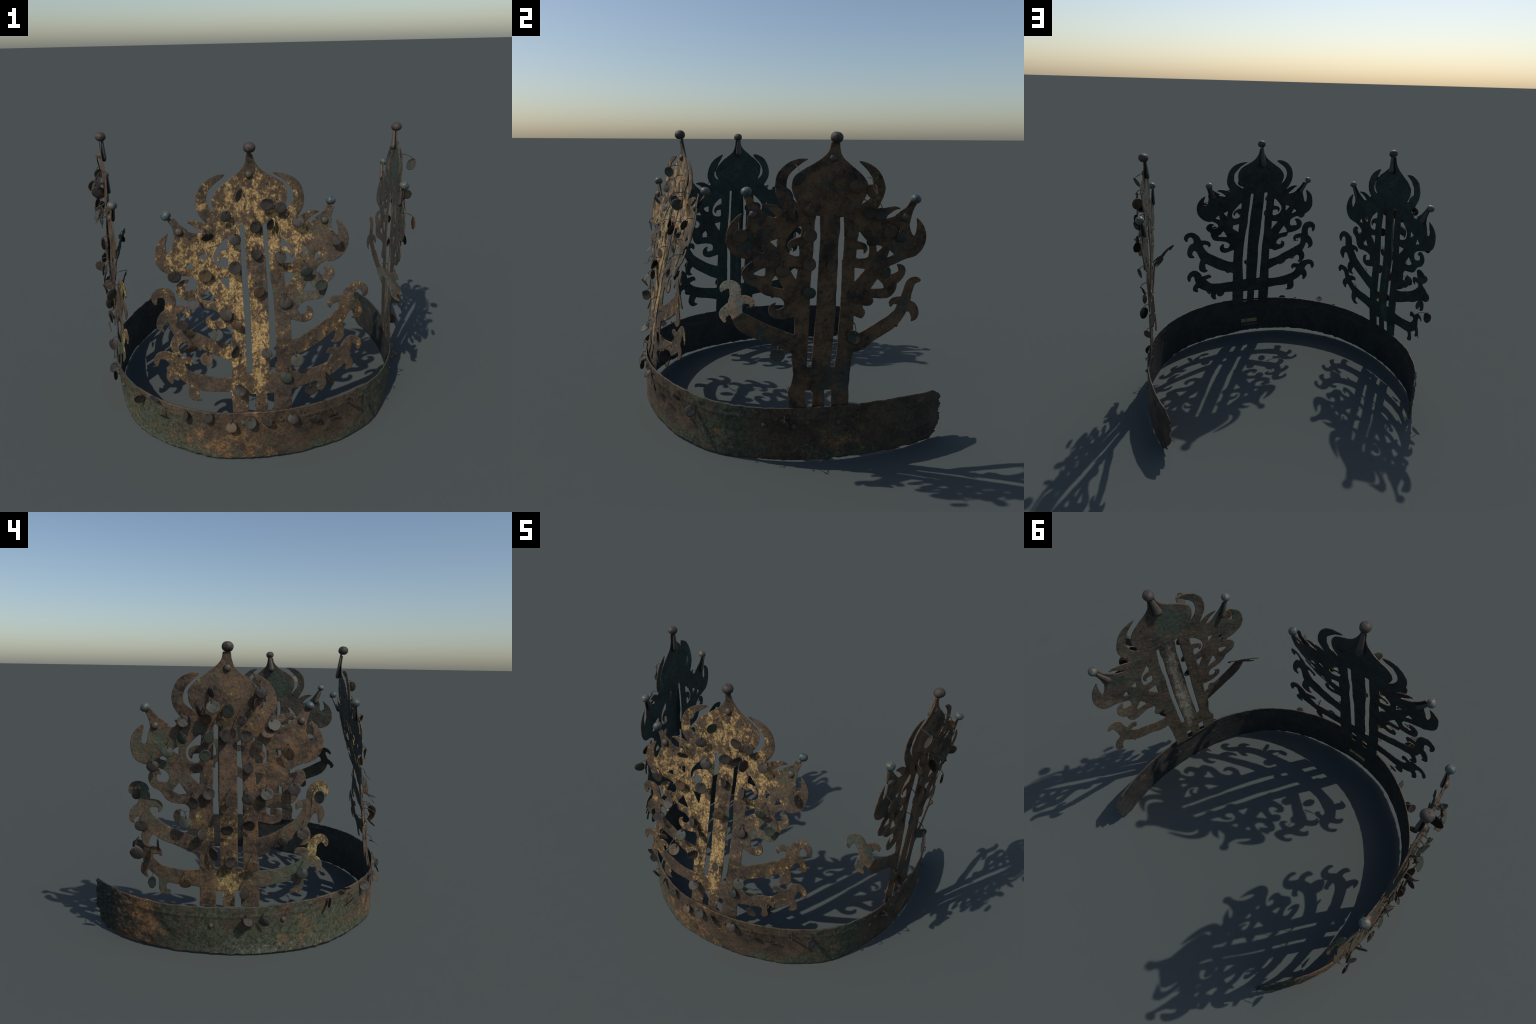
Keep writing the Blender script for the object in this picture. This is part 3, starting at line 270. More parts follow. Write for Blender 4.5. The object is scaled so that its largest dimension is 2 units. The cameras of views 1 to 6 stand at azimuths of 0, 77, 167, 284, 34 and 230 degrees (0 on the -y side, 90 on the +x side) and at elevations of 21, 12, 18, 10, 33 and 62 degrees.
class Raster:
    """A fine sampling grid on which ribbons, patches and openings are combined."""
    def __init__(s, lo, hi, step):
        s.lo, s.step = np.array(lo), step
        s.n = np.ceil((np.array(hi) - s.lo) / step).astype(int) + 1      # nx, ny
        s.solid = np.zeros((s.n[1], s.n[0]), bool)

    def polygon(s, poly):
        g = (np.asarray(poly) - s.lo) / s.step
        x0, y0 = np.maximum(np.floor(g.min(0)).astype(int), 0)
        x1, y1 = np.minimum(np.ceil(g.max(0)).astype(int) + 2, s.n)
        if x1 <= x0 or y1 <= y0:
            return None
        wind = np.zeros((y1 - y0, x1 - x0 + 1), np.int16)
        for a, b in zip(g, np.roll(g, -1, 0)):
            up = 1 if b[1] > a[1] else -1
            lo_, hi_ = (a, b) if up > 0 else (b, a)
            ys = np.arange(max(math.ceil(lo_[1]), y0), min(math.ceil(hi_[1]), y1))
            if not len(ys):
                continue
            xs = lo_[0] + (ys - lo_[1]) * (hi_[0] - lo_[0]) / (hi_[1] - lo_[1])
            np.add.at(wind, (ys - y0, np.clip(np.ceil(xs).astype(int), x0, x1) - x0), up)
        return (slice(y0, y1), slice(x0, x1)), wind.cumsum(1)[:, :-1] != 0

    def ribbon(s, pts, round_ends, upright=False):
        q = spline(pts)
        q[:, 2] = np.maximum(q[:, 2], 0.0006)
        t = np.gradient(q[:, :2], axis=0)
        t /= np.linalg.norm(t, axis=1)[:, None] + 1e-12
        nrm = (np.array([[1.0, 0.0]]) if upright else np.c_[-t[:, 1], t[:, 0]]) * q[:, 2:3]
        l, r = q[:, :2] + nrm, q[:, :2] - nrm
        m = np.zeros_like(s.solid)
        shapes = [np.array([l[i], l[i + 1], r[i + 1], r[i]]) for i in range(len(q) - 1)]
        if round_ends:
            a = np.linspace(0, math.tau, 20, endpoint=False)
            for e in (0, -1):
                shapes.append(q[e, :2] + q[e, 2] * np.c_[np.cos(a), np.sin(a)])
        for sh in shapes:
            f = s.polygon(sh)
            if f:
                m[f[0]] |= f[1]
        return m

    def outline(s, pts, smooth):
        m = np.zeros_like(s.solid)
        f = s.polygon(spline(pts, True) if smooth else pts)
        if f:
            m[f[0]] |= f[1]
        return m


def blur(a, k):
    for ax in (0, 1):
        c = np.cumsum(np.pad(a, [(k + 1, k) if i == ax else (0, 0) for i in (0, 1)], mode='edge'), axis=ax)
        a = (np.take(c, range(2 * k + 1, c.shape[ax]), ax) - np.take(c, range(0, c.shape[ax] - 2 * k - 1), ax)) / (2 * k + 1)
    return a


def value_noise(x, y, scale, seed):
    """Smooth 2-D value noise in -1..1 on arrays."""
    r = np.random.default_rng(seed).uniform(-1, 1, (64, 64))
    u, v = np.asarray(x) * scale + 1000.3, np.asarray(y) * scale + 1000.7
    i, j = np.floor(u).astype(int), np.floor(v).astype(int)
    f, g = u - i, v - j
    f, g = f * f * (3 - 2 * f), g * g * (3 - 2 * g)
    a, b = r[i % 64, j % 64] * (1 - f) + r[(i + 1) % 64, j % 64] * f, r[i % 64, (j + 1) % 64] * (1 - f) + r[(i + 1) % 64, (j + 1) % 64] * f
    return a * (1 - g) + b * g


def new_mesh(name, verts, faces, mats, normals=None, face_mat=None, smooth=True):
    me = bpy.data.meshes.new(name)
    me.from_pydata([tuple(v) for v in verts], [], faces)
    for m in mats:
        me.materials.append(m)
    if face_mat is not None:
        me.polygons.foreach_set("material_index", np.asarray(face_mat, np.int32))
    me.polygons.foreach_set("use_smooth", np.full(len(me.polygons), smooth))
    if normals is not None:
        me.normals_split_custom_set_from_vertices([tuple(n) for n in normals])
    me.update()
    return me


def place(name, me, parent=None, matrix=None):
    o = bpy.data.objects.new(name, me)
    bpy.context.scene.collection.objects.link(o)
    if parent is not None:
        o.parent = parent
    if matrix is not None:
        o.matrix_local = matrix
    return o


def tube(path, radius, sides=6, verts=None, faces=None):
    """Append a tube along path to the growing verts / faces lists."""
    path = np.asarray(path, float)
    rad = np.broadcast_to(radius, len(path))
    base = len(verts)
    t = np.gradient(path, axis=0)
    t /= np.linalg.norm(t, axis=1)[:, None] + 1e-12
    up = np.array([0.31, 0.22, 0.92])
    for i, p in enumerate(path):
        a = np.cross(t[i], up)
        a /= np.linalg.norm(a) + 1e-9
        b = np.cross(t[i], a)
        for k in range(sides):
            w = k * math.tau / sides
            verts.append(p + rad[i] * (math.cos(w) * a + math.sin(w) * b))
    for i in range(len(path) - 1):
        for k in range(sides):
            k2 = (k + 1) % sides
            faces.append((base + i * sides + k, base + i * sides + k2, base + (i + 1) * sides + k2, base + (i + 1) * sides + k))
    faces.append(tuple(base + k for k in reversed(range(sides))))
    faces.append(tuple(base + (len(path) - 1) * sides + k for k in range(sides)))


def turned(profile, sides=28, squash=1.0):
    """A solid turned from (radius, height) pairs about z."""
    v, f = [], []
    for r, z in profile:
        for k in range(sides):
            a = k * math.tau / sides
            v.append((r * math.cos(a), squash * r * math.sin(a), z))
    n = len(profile)
    for i in range(n - 1):
        for k in range(sides):
            k2 = (k + 1) % sides
            f.append((i * sides + k, i * sides + k2, (i + 1) * sides + k2, (i + 1) * sides + k))
    f.append(tuple(reversed(range(sides))))
    f.append(tuple((n - 1) * sides + k for k in range(sides)))
    return v, f


# ------------------------------------------------------------------ materials
class Graph:
    def __init__(s, name):
        s.m = bpy.data.materials.new(name)
        s.m.use_nodes = True
        s.t = s.m.node_tree
        s.bsdf = s.t.nodes["Principled BSDF"]
        s.pos = s.new("ShaderNodeTexCoord").outputs["Object"]

    def new(s, kind, **kw):
        n = s.t.nodes.new(kind)
        for k, v in kw.items():
            setattr(n, k, v)
        return n

    def put(s, sock, v):
        if isinstance(v, bpy.types.NodeSocket):
            s.t.links.new(v, sock)
        elif isinstance(v, tuple) and len(v) == 3 and sock.type == 'RGBA':
            sock.default_value = (*v, 1)
        else:
            sock.default_value = v

    def math(s, op, a, b=0.0, clamp=False):
        n = s.new("ShaderNodeMath", operation=op, use_clamp=clamp)
        s.put(n.inputs[0], a)
        s.put(n.inputs[1], b)
        return n.outputs[0]

    def mix(s, f, a, b):
        n = s.new("ShaderNodeMix", data_type='RGBA')
        s.put(n.inputs[0], f)
        s.put(n.inputs[6], a)
        s.put(n.inputs[7], b)
        return n.outputs[2]

    def mapped(s, loc=(0, 0, 0), scale=(1, 1, 1)):
        n = s.new("ShaderNodeMapping")
        s.put(n.inputs[0], s.pos)
        n.inputs[1].default_value, n.inputs[3].default_value = loc, scale
        return n.outputs[0]

    def noise(s, scale, detail=5, rough=0.6, stretch=(1, 1, 1), shift=0.0, warp=0.0):
        n = s.new("ShaderNodeTexNoise")
        s.put(n.inputs["Vector"], s.mapped((shift, shift * .7, shift * 1.3), stretch))
        n.inputs["Scale"].default_value, n.inputs["Detail"].default_value, n.inputs["Roughness"].default_value = scale, detail, rough
        n.inputs["Distortion"].default_value = warp
        return n.outputs["Fac"]

    def blob(s, x, z, rx, rz, gain, y=None, ry=1.0):
        """A soft bump of height gain about a place on the sheet."""
        fy = 0.0 if y is None else 1 / ry
        v = s.mapped((-x / rx, 0.0 if y is None else -y / ry, -z / rz), (1 / rx, fy, 1 / rz))
        n = s.new("ShaderNodeVectorMath", operation='LENGTH')
        s.put(n.inputs[0], v)
        return s.math('MULTIPLY', s.math('SUBTRACT', 1.0, n.outputs["Value"], clamp=True), gain)

    def mask(s, fields, threshold, soft):
        a = fields[0]
        for f in fields[1:]:
            a = s.math('ADD', a, f)
        return s.math('ADD', s.math('DIVIDE', s.math('SUBTRACT', a, threshold), soft), 0.5, clamp=True)

    def finish(s, colour, rough=0.6, bump=0.25, grain=90, metal=0.0, spec=0.3, height=None):
        s.put(s.bsdf.inputs["Base Color"], colour)
        s.put(s.bsdf.inputs["Roughness"], rough)
        s.put(s.bsdf.inputs["Metallic"], metal)
        s.bsdf.inputs["Specular IOR Level"].default_value = spec
        b = s.new("ShaderNodeBump")
        b.inputs["Strength"].default_value, b.inputs["Distance"].default_value = bump, 0.004
        s.put(b.inputs["Height"], height if height is not None else s.noise(grain, 6, .7))
        s.t.links.new(b.outputs[0], s.bsdf.inputs["Normal"])
        return s.m


DARK, BROWN, RUST = (.026, .021, .016), (.080, .056, .037), (.140, .078, .036)
GOLD, PALE_GOLD = (.205, .122, .046), (.450, .305, .125)
GREEN, GREY_GREEN = (.050, .066, .042), (.165, .168, .125)


def bronze(name, dark=DARK, light=BROWN, green=GREEN, green_at=(), green_level=.62, gilt_at=(), gilt_level=.66,
           rust_at=(), rust_level=.7, pale_at=(), pale=GREY_GREEN, pale_stretch=(1, 1, 1), streak=(1, 1, .8), shift=0.0, gilt=(GOLD, PALE_GOLD), coarse=.42):
    """Corroded bronze: mottled brown, green patina, patches of rust and of surviving gilding."""
    g = Graph(name)
    blend = g.math('ADD', g.math('MULTIPLY', g.noise(8, 5, .65, shift=shift), coarse), g.math('MULTIPLY', g.noise(48, 9, .8, shift=shift + .6), 1 - coarse))
    c = g.mix(g.mask([blend], .5, .17), dark, light)
    c = g.mix(g.mask([g.noise(14, 9, .76, shift=shift + 3.1)] + [g.blob(*b) for b in rust_at], rust_level, .13), c, RUST)
    c = g.mix(g.mask([g.noise(12, 9, .76, shift=shift + 7.7)] + [g.blob(*b) for b in green_at], green_level, .14), c, g.mix(g.noise(38, 5, .7, shift=shift), tuple(k * .5 for k in green), tuple(k * 1.5 for k in green)))
    mixed = g.math('ADD', g.math('MULTIPLY', g.noise(19, 6, .7, streak, shift + 11.3), .52), g.math('MULTIPLY', g.noise(66, 9, .8, streak, shift + 1.7), .48))
    field = [g.math('ADD', g.math('MULTIPLY', mixed, 1.7), -.35)]
    field += [g.blob(*b) for b in gilt_at]
    stain = g.mask(field, gilt_level - .10, .14)          # ochre halo round the surviving gilding
    c = g.mix(g.math('MULTIPLY', stain, .55), c, tuple(k * .62 for k in gilt[0]))
    gold = g.mix(g.mask([g.noise(80, 6, .75, streak, shift + 2)], .5, .18), *gilt)
    c = g.mix(g.mask(field, gilt_level, .07), c, gold)
    if pale_at:
        c = g.mix(g.mask([g.noise(26, 8, .75, pale_stretch, shift + 5)] + [g.blob(*b) for b in pale_at], .95, .22), c, g.mix(g.mask([g.noise(44, 6, .7, shift=shift)], .5, .3), tuple(k * .5 for k in pale), pale))
    # dark pits and pale crumbs
    pits = g.mask([g.noise(130, 4, .65, shift=shift + 1)], .60, .10)
    c = g.mix(g.math('MULTIPLY', pits, .8), c, (.016, .013, .011))
    crumbs = g.mask([g.noise(105, 3, .6, shift=shift + 17)], .72, .06)
    c = g.mix(g.math('MULTIPLY', crumbs, .5), c, (.24, .19, .12))
    rough = g.math('ADD', .45, g.math('MULTIPLY', g.noise(30, 4, shift=shift + 4), .35))
    return g.finish(c, rough, .8, 75)

# plaque material recipes (places in metres on the plaque: x, height, radii, strength)
OCHRE = (.135, .092, .036)
MAT = {
    'FRONT': bronze("gilt_bronze_front", gilt_level=.68, shift=1.0, green_level=.70, rust_level=.70,
        gilt_at=[(.02, 1.12, .40, .32, .18), (-.09, .52, .15, .56, .15), (.03, .40, .11, .28, .22), (-.24, .74, .30, .30, .14), (-.30, .88, .24, .2, .08),
                 (.22, .86, .26, .26, .13), (-.04, .14, .20, .18, .12), (-.22, .38, .3, .22, .09), (.02, .9, .5, .34, .05), (.42, .48, .34, .3, .08), (-.42, .6, .2, .2, .06), (-.46, .3, .2, .2, .10)],
        green_at=[(.38, .95, .24, .24, .18), (.30, .62, .24, .26, .19), (.04, .66, .10, .10, .18), (-.42, .92, .12, .14, .14), (.3, .15, .2, .1, .12), (-.45, .62, .2, .22, .12), (.52, .5, .2, .3, .10)],
        rust_at=[(-.38, .86, .16, .16, .14), (.44, .46, .30, .26, .16), (-.45, .3, .18, .18, .12), (-.02, .95, .5, .2, .08)]),
    'RIGHT': bronze("gilt_bronze_right", dark=(.020, .015, .011), light=(.150, .082, .038), gilt_level=.74, shift=5.0, green_level=.64, rust_level=.60, coarse=.62, green=(.034, .050, .038),
        gilt_at=[(.27, 1.1, .12, .26, .20), (.22, .88, .24, .22, .15), (.2, .5, .10, .24, .10), (.02, .55, .08, .3, .06), (-.1, 1.1, .2, .2, .10)], gilt=((.11, .075, .026), (.20, .14, .05)),
        green_at=[(.1, .15, .22, .22, .20), (-.34, .86, .24, .22, .12), (.42, .82, .16, .16, .18), (.44, .5, .22, .22, .14), (-.3, .42, .22, .16, .14), (-.44, .6, .16, .16, .2), (.05, 1.1, .1, .3, .1)],
        pale_at=[(-.46, .61, .17, .20, .62)], pale=(.105, .110, .080), rust_at=[(-.02, 1.15, .12, .2, .10), (.03, .5, .1, .3, .09), (-.12, .6, .12, .3, .09), (.2, .95, .2, .2, .08)]),
    'LEFT': bronze("gilt_bronze_left", gilt_level=.755, shift=9.0, green_level=.63, rust_level=.60, coarse=.55, dark=(.020, .016, .013), light=(.106, .065, .038),
        gilt_at=[(.0, .38, .20, .50, .20), (.50, .62, .10, .14, .34), (.48, .32, .14, .14, .34), (.05, 1.12, .30, .26, .14), (.22, .86, .3, .3, .11), (-.28, .45, .22, .14, .15), (.02, .1, .2, .18, .18)], gilt=((.17, .115, .042), (.33, .245, .095)),
        green_at=[(-.42, .62, .24, .4, .15), (.34, .2, .28, .16, .25), (-.34, .95, .34, .3, .10), (.40, .46, .22, .18, .14), (-.36, .1, .18, .18, .16)],
        rust_at=[(.24, .84, .34, .4, .10), (-.12, .1, .3, .2, .08)]),
}
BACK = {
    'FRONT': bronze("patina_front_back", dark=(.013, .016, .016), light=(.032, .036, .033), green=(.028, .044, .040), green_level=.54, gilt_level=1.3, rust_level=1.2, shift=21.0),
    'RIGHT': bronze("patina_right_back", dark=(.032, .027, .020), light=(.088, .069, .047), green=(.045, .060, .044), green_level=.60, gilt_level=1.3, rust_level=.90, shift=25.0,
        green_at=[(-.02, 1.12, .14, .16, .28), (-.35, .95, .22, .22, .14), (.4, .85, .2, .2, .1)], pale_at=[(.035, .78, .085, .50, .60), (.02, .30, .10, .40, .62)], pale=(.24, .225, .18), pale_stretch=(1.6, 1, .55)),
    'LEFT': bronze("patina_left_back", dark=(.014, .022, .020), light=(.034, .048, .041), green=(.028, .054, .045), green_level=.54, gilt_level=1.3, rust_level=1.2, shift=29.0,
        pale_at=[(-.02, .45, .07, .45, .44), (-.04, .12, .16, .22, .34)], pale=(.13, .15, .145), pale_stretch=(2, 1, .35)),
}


def simple(name, a, b, scale=18, rough=.55, third=None, thr=.6, **kw):
    g = Graph(name)
    c = g.mix(g.mask([g.noise(scale, 8, .75)], .5, .2), a, b)
    if third:
        c = g.mix(g.mask([g.noise(scale * .7, 5, .6, shift=4.0)], thr, .14), c, third)
    return g.finish(c, rough, **kw)


SPANGLE_MAT = {
    'brown': simple("spangle_brown", (0.020, 0.016, 0.014), (0.052, 0.038, 0.029), 40, .5, (0.037, 0.041, 0.031), .56),
    'dark': simple("spangle_dark", (0.012, 0.010, 0.009), (0.031, 0.023, 0.018), 40, .5),
    'green': simple("spangle_green", (0.022, 0.022, 0.017), (0.046, 0.039, 0.029), 44, .5, (0.019, 0.049, 0.033), .55),
    'rust': simple("spangle_rust", (0.037, 0.023, 0.014), (0.088, 0.053, 0.029), 40, .5, (0.136, 0.092, 0.035), .60),
    'pale': simple("spangle_pale", (0.034, 0.031, 0.025), (0.075, 0.067, 0.052), 44, .45, (0.037, 0.051, 0.041), .56),
}
WIRE_MAT = simple("dark_wire", (0.022, 0.018, 0.015), (0.070, 0.050, 0.036), 60, .6)
BEAD_MAT = simple("brown_bead", (0.034, 0.027, 0.024), (0.072, 0.058, 0.048), 40, .55, bump=.5, spec=.28)
GLASS_MAT = simple("turquoise_bead", (0.026, 0.044, 0.048), (0.070, 0.105, 0.110), 40, .45, (0.120, 0.085, 0.050), .52, bump=.3, spec=.35)
RIVET_MAT = simple("rivet_bronze", (0.034, 0.028, 0.021), (0.081, 0.062, 0.046), 30, .5)
SOCKET_MAT = simple("socket_bronze", (0.030, 0.032, 0.028), (0.085, 0.066, 0.050), 22, .5, (0.040, 0.055, 0.048), .58)

# ------------------------------------------------------------------ the crown and its band
crown = bpy.data.objects.new("ancient_crown", None)
bpy.context.scene.collection.objects.link(crown)
crown["label"] = "corroded gilt bronze crown with three openwork plaques and hanging spangles"
crown["category"] = "ancient crown"

# round the head every 15 degrees from -150 to 150, 0 being the brow: radius and height of the two rims (cm)
KNOT = np.arange(-150, 151, 15.0)
TOP_R = np.array([114, 107.2, 101.2, 95.3, 89.8, 86.5, 84.1, 82.1, 80.4, 79.5, 78.3, 78.7, 80.3, 82.9, 86.3, 88.8, 91.7, 96.6, 104.3, 115.0, 126]) / 100
TOP_Z = np.array([29.2, 29, 28.1, 28, 28.4, 28.9, 29.7, 30.2, 30.6, 30.7, 31.3, 31.6, 31.5, 30.9, 30.1, 29.9, 30.2, 30.2, 29.6, 27.6, 25]) / 100
LOW_R = np.array([113, 106.8, 100.3, 93.7, 88.6, 85.5, 83.8, 82.5, 81, 80.1, 78.6, 77.9, 79.5, 82.7, 86.1, 88, 91.8, 97.0, 105.6, 116.2, 127]) / 100
LOW_Z = np.array([1, 1, .8, .7, .6, .8, 1.1, 1.6, 1.9, 1.9, 1.8, 1.2, .8, .6, .4, .6, .8, .8, .6, .8, 1.1]) / 100


def band_point(theta, t, out=0.0):
    """Outer face of the band: theta in degrees, t from 0 at the lower rim to 1 at the upper one."""
    f = lambda y: np.interp(theta, _TH, y)
    r = f(_S[0]) * t + f(_S[1]) * (1 - t) + out
    z = f(_S[2]) * t + f(_S[3]) * (1 - t)
    a = np.radians(theta)
    return np.stack([r * np.sin(a), -r * np.cos(a), z], -1)


_TH = spline(np.c_[KNOT, TOP_R])[:, 0]
_S = [np.interp(_TH, *(spline(np.c_[KNOT, y]).T)) for y in (TOP_R, LOW_R, TOP_Z, LOW_Z)]


def make_band():
    nt, nh, th = 760, 46, 0.0065
    s, t = np.meshgrid(np.linspace(0, 1, nt), np.linspace(0, 1, nh), indexing='ij')
    # torn ends: the left one on the far side, the right one with a rounded lower corner
    hk = np.array([0, .08, .2, .4, .65, .85, 1])
    left = np.interp(t, hk, [-133.2, -136.2, -137.8, -139.2, -139.9, -139.2, -138.0])
    right = np.interp(t, hk, [130.8, 133.0, 134.8, 135.9, 136.3, 135.6, 133.3])
    left = left + .9 * value_noise(t, t, 9, 3) + .5 * value_noise(t, t, 31, 4)
    right = right + 1.2 * value_noise(t, t, 8, 5) + .6 * value_noise(t, t, 27, 6)
    theta = left + (right - left) * s
    rim = .035 * value_noise(theta, 0 * t, .45, 8) + .022 * value_noise(theta, 0 * t, 1.9, 9)
    end = np.exp(-((theta + 134) / 12) ** 2) + np.exp(-((theta - 137) / 8) ** 2)
    tt = t + rim * (1 - t) ** 2 * (.55 + .6 * end) + .010 * value_noise(theta, 0 * t, .7, 10) * t ** 2
    # hammering, a folded line below the upper rim, a row of dents above it, crust on the left end
    x, y = theta * .015, tt * .29
    bump = .0030 * value_noise(x, y, 9, 11) + .0014 * value_noise(x, y, 28, 12) + .0006 * value_noise(x, y, 90, 13)
    bump += .0025 * np.exp(-((tt - .80) / .03) ** 2)
    bump += .0040 * np.exp(-((tt - .90) / .045) ** 2) * np.clip(np.cos(np.radians(theta) * 33.3 + 1), 0, 1) ** 4
    crust = np.clip((-116 - theta) / 10, 0, 1)
    bump += crust * (.0055 * value_noise(x, y, 55, 14) + .004 * value_noise(x, y, 120, 15) + .003)
    knurl = np.clip((-100 - theta) / 10, 0, 1) * (1 - crust)
    bump += knurl * .005 * value_noise(x, y, 22, 16)
    outer = band_point(theta, tt, bump)
    inner = band_point(theta, tt, -th + .5 * bump * (1 - .4 * crust))
    n = nt * nh
    idx = np.arange(n).reshape(nt, nh)
    v = np.vstack([outer.reshape(-1, 3), inner.reshape(-1, 3)])
    v[:, 2] = np.maximum(v[:, 2], 0.0)
    q = np.stack([idx[:-1, :-1], idx[1:, :-1], idx[1:, 1:], idx[:-1, 1:]], -1).reshape(-1, 4)
    f = [tuple(map(int, a)) for a in q] + [tuple(int(k) + n for k in a[::-1]) for a in q]
    fm = [0] * len(q) + [1] * len(q)
    for a, b in ((idx[:, -1], idx[:, 0]),):
        for i in range(nt - 1):
            f.append((int(a[i]), int(a[i + 1]), int(a[i + 1]) + n, int(a[i]) + n))
            f.append((int(b[i + 1]), int(b[i]), int(b[i]) + n, int(b[i + 1]) + n))
            fm += [0, 0]
    for j in range(nh - 1):
        f.append((int(idx[0, j + 1]), int(idx[0, j]), int(idx[0, j]) + n, int(idx[0, j + 1]) + n))
        f.append((int(idx[-1, j]), int(idx[-1, j + 1]), int(idx[-1, j + 1]) + n, int(idx[-1, j]) + n))
        fm += [0, 0]
    return v, f, fm


def band_material():
    g = Graph("band_bronze")
    def at(th, z, wide, high, gain):
        r = float(np.interp(th, KNOT, TOP_R))
        return g.blob(r * math.sin(math.radians(th)), z, wide, high, gain, y=-r * math.cos(math.radians(th)), ry=wide)
    both = lambda a, b, sh, w=.5: g.math('ADD', g.math('MULTIPLY', g.noise(a, 6, .65, shift=sh), w), g.math('MULTIPLY', g.noise(b, 9, .78, shift=sh + .7), 1 - w))
    c = g.mix(g.mask([both(8, 50, 0)], .5, .17), (.026, .020, .014), (.090, .058, .035))
    green = g.mask([both(7, 42, 3), at(-60, .1, .80, .5, .17), at(-100, .05, .45, .3, .10), at(62, .1, .30, .4, .20), at(35, .0, .3, .12, .10), at(105, .02, .4, .14, .10), at(-25, .0, .3, .12, .12)], .575, .09)
    c = g.mix(green, c, g.mix(g.mask([g.noise(44, 8, .78, shift=2)], .5, .2), (.022, .027, .018), (.078, .086, .052)))
    orange = g.mask([both(9, 52, 9, .55), at(-10, .1, .45, .3, .10), at(-116, .2, .20, .25, .22), at(-38, .06, .2, .2, .05), at(100, .2, .4, .3, .07), at(-62, .12, .2, .2, .05)], .605, .07)
    c = g.mix(orange, c, g.mix(g.mask([g.noise(50, 8, .75, shift=1)], .5, .2), (.085, .046, .021), (.235, .130, .056)))
    c = g.mix(g.mask([g.noise(48, 9, .8, shift=5), at(-75, .03, .5, .10, .15), at(-40, .03, .3, .1, .10)], .66, .12), c, (.165, .165, .130))
    c = g.mix(g.mask([g.noise(14, 8, .75, shift=15), at(-138, .15, .36, .6, .62)], .78, .12), c, g.mix(g.mask([g.noise(70, 8, .8)], .54, .16), (.008, .013, .010), (.050, .066, .038)))
    pits = g.mask([g.noise(120, 4, .65, shift=1)], .60, .10)
    c = g.mix(g.math('MULTIPLY', pits, .75), c, (.014, .012, .010))
    crumbs = g.mask([g.noise(95, 3, .6, shift=17)], .70, .06)
    c = g.mix(g.math('MULTIPLY', crumbs, .6), c, (.24, .20, .135))
    return g.finish(c, g.math('ADD', .5, g.math('MULTIPLY', g.noise(30), .3)), .6, 75)


band_in = bronze("patina_band_inside", dark=(.016, .018, .018), light=(.036, .035, .031), green=(.028, .040, .036), green_level=.56, gilt_level=1.3, rust_level=.80, shift=33.0,
                 rust_at=[(.88, .15, .30, .5, .24)], gilt=((.1, .07, .03), (.15, .1, .05)))
bv, bf, bm = make_band()
band = place("hoop_band", new_mesh("hoop_band", bv, bf, [band_material(), band_in], face_mat=bm), crown)

# ------------------------------------------------------------------ plaques
# frame: foot of the plaque, its outward direction; bow: how its sheet swells out of the plane
PLAQUES = {
    'FRONT': dict(design=FRONT, rise=FRONT_RISE, foot=(.06, -.765, .31), out=(.224, -.955, .193), spangles=FRONT_SPANGLES,
                  rivets=[(1.7, 125.0), (-35.1, 99.7), (40.0, 98.9)], beads=[(2.1, 137.9, 3.3), (-40.5, 108.0, -.4), (44.5, 108.6, -2.4)]),
    'RIGHT': dict(design=RIGHT, rise=RIGHT_RISE, foot=(.905, .07, .30), out=(.999, -.035, .007), spangles=RIGHT_SPANGLES,
                  rivets=[(4.8, 126.0), (-33.0, 99.9), (42.4, 97.2)], beads=[(6.4, 135.7, -.1), (-36.5, 110.5, -2.9), (47.5, 106.3, 1.2)]),
    'LEFT': dict(design=LEFT, rise=LEFT_RISE, foot=(-.87, -.065, .29), out=(-.952, -.303, .031), spangles=LEFT_SPANGLES,
                 rivets=[(-2.2, 126.4), (-39.3, 96.7), (36.5, 99.9)], beads=[(-2.0, 137.0, -.7), (-44.1, 106.0, -3.0), (40.6, 107.8, -2.0)]),
}
PART = {'stem': 'stem', 'palmette': 'palmette', 'network': 'openwork_wing', 'wing': 'openwork_wing', 'scroll': 'openwork_wing', 'horn': 'horn', 'leaf': 'leaf_spike',
        'branch1': 'branch', 'branch2': 'branch', 'branch3': 'branch', 'branch4': 'branch'}
KINDS = ['stem', 'palmette', 'network', 'wing', 'scroll', 'horn', 'leaf', 'branch1', 'branch2', 'branch3', 'branch4']


def thin_plate(points, stiff=2e-3):
    """Smooth sheet through measured rises (thin-plate spline); returns a function of position."""
    p = np.array(points, float) * (.01, .01, .001)
    n = len(p)
    d = np.linalg.norm(p[:, None, :2] - p[None, :, :2], axis=-1)
    A = np.zeros((n + 3, n + 3))
    A[:n, :n] = np.where(d > 0, d * d * np.log(d + 1e-12), 0) + stiff * np.eye(n)
    A[:n, n], A[:n, n + 1:] = 1, p[:, :2]
    A[n:, :n] = A[:n, n:].T
    c = np.linalg.solve(A, np.r_[p[:, 2], 0, 0, 0])

    def height(u, v):
        w = c[-3] + c[-2] * u + c[-1] * v
        for k in range(n):
            d2 = (u - p[k, 0]) ** 2 + (v - p[k, 1]) ** 2 + 1e-18
            w = w + c[k] * .5 * d2 * np.log(d2)
        return w
    return height


for _p in PLAQUES.values():
    _p['height'] = thin_plate(_p['rise'])
BENT = {k: thin_plate(v) for k, v in LEFT_BENT.items()}

# the middle slat bulges forward of its neighbours: centre line and amount along the height
SLAT_V = [.2, .4, .5, .6, .7, .8, .88, .97]
SLAT = {'FRONT': [0, 0, 0, 0, 0, 0, 0, 0], 'LEFT': [0, 3, 8, 14, 18, 20, 12, 0], 'RIGHT': [0, 4, 11, 17, 19, 16, 9, 0]}


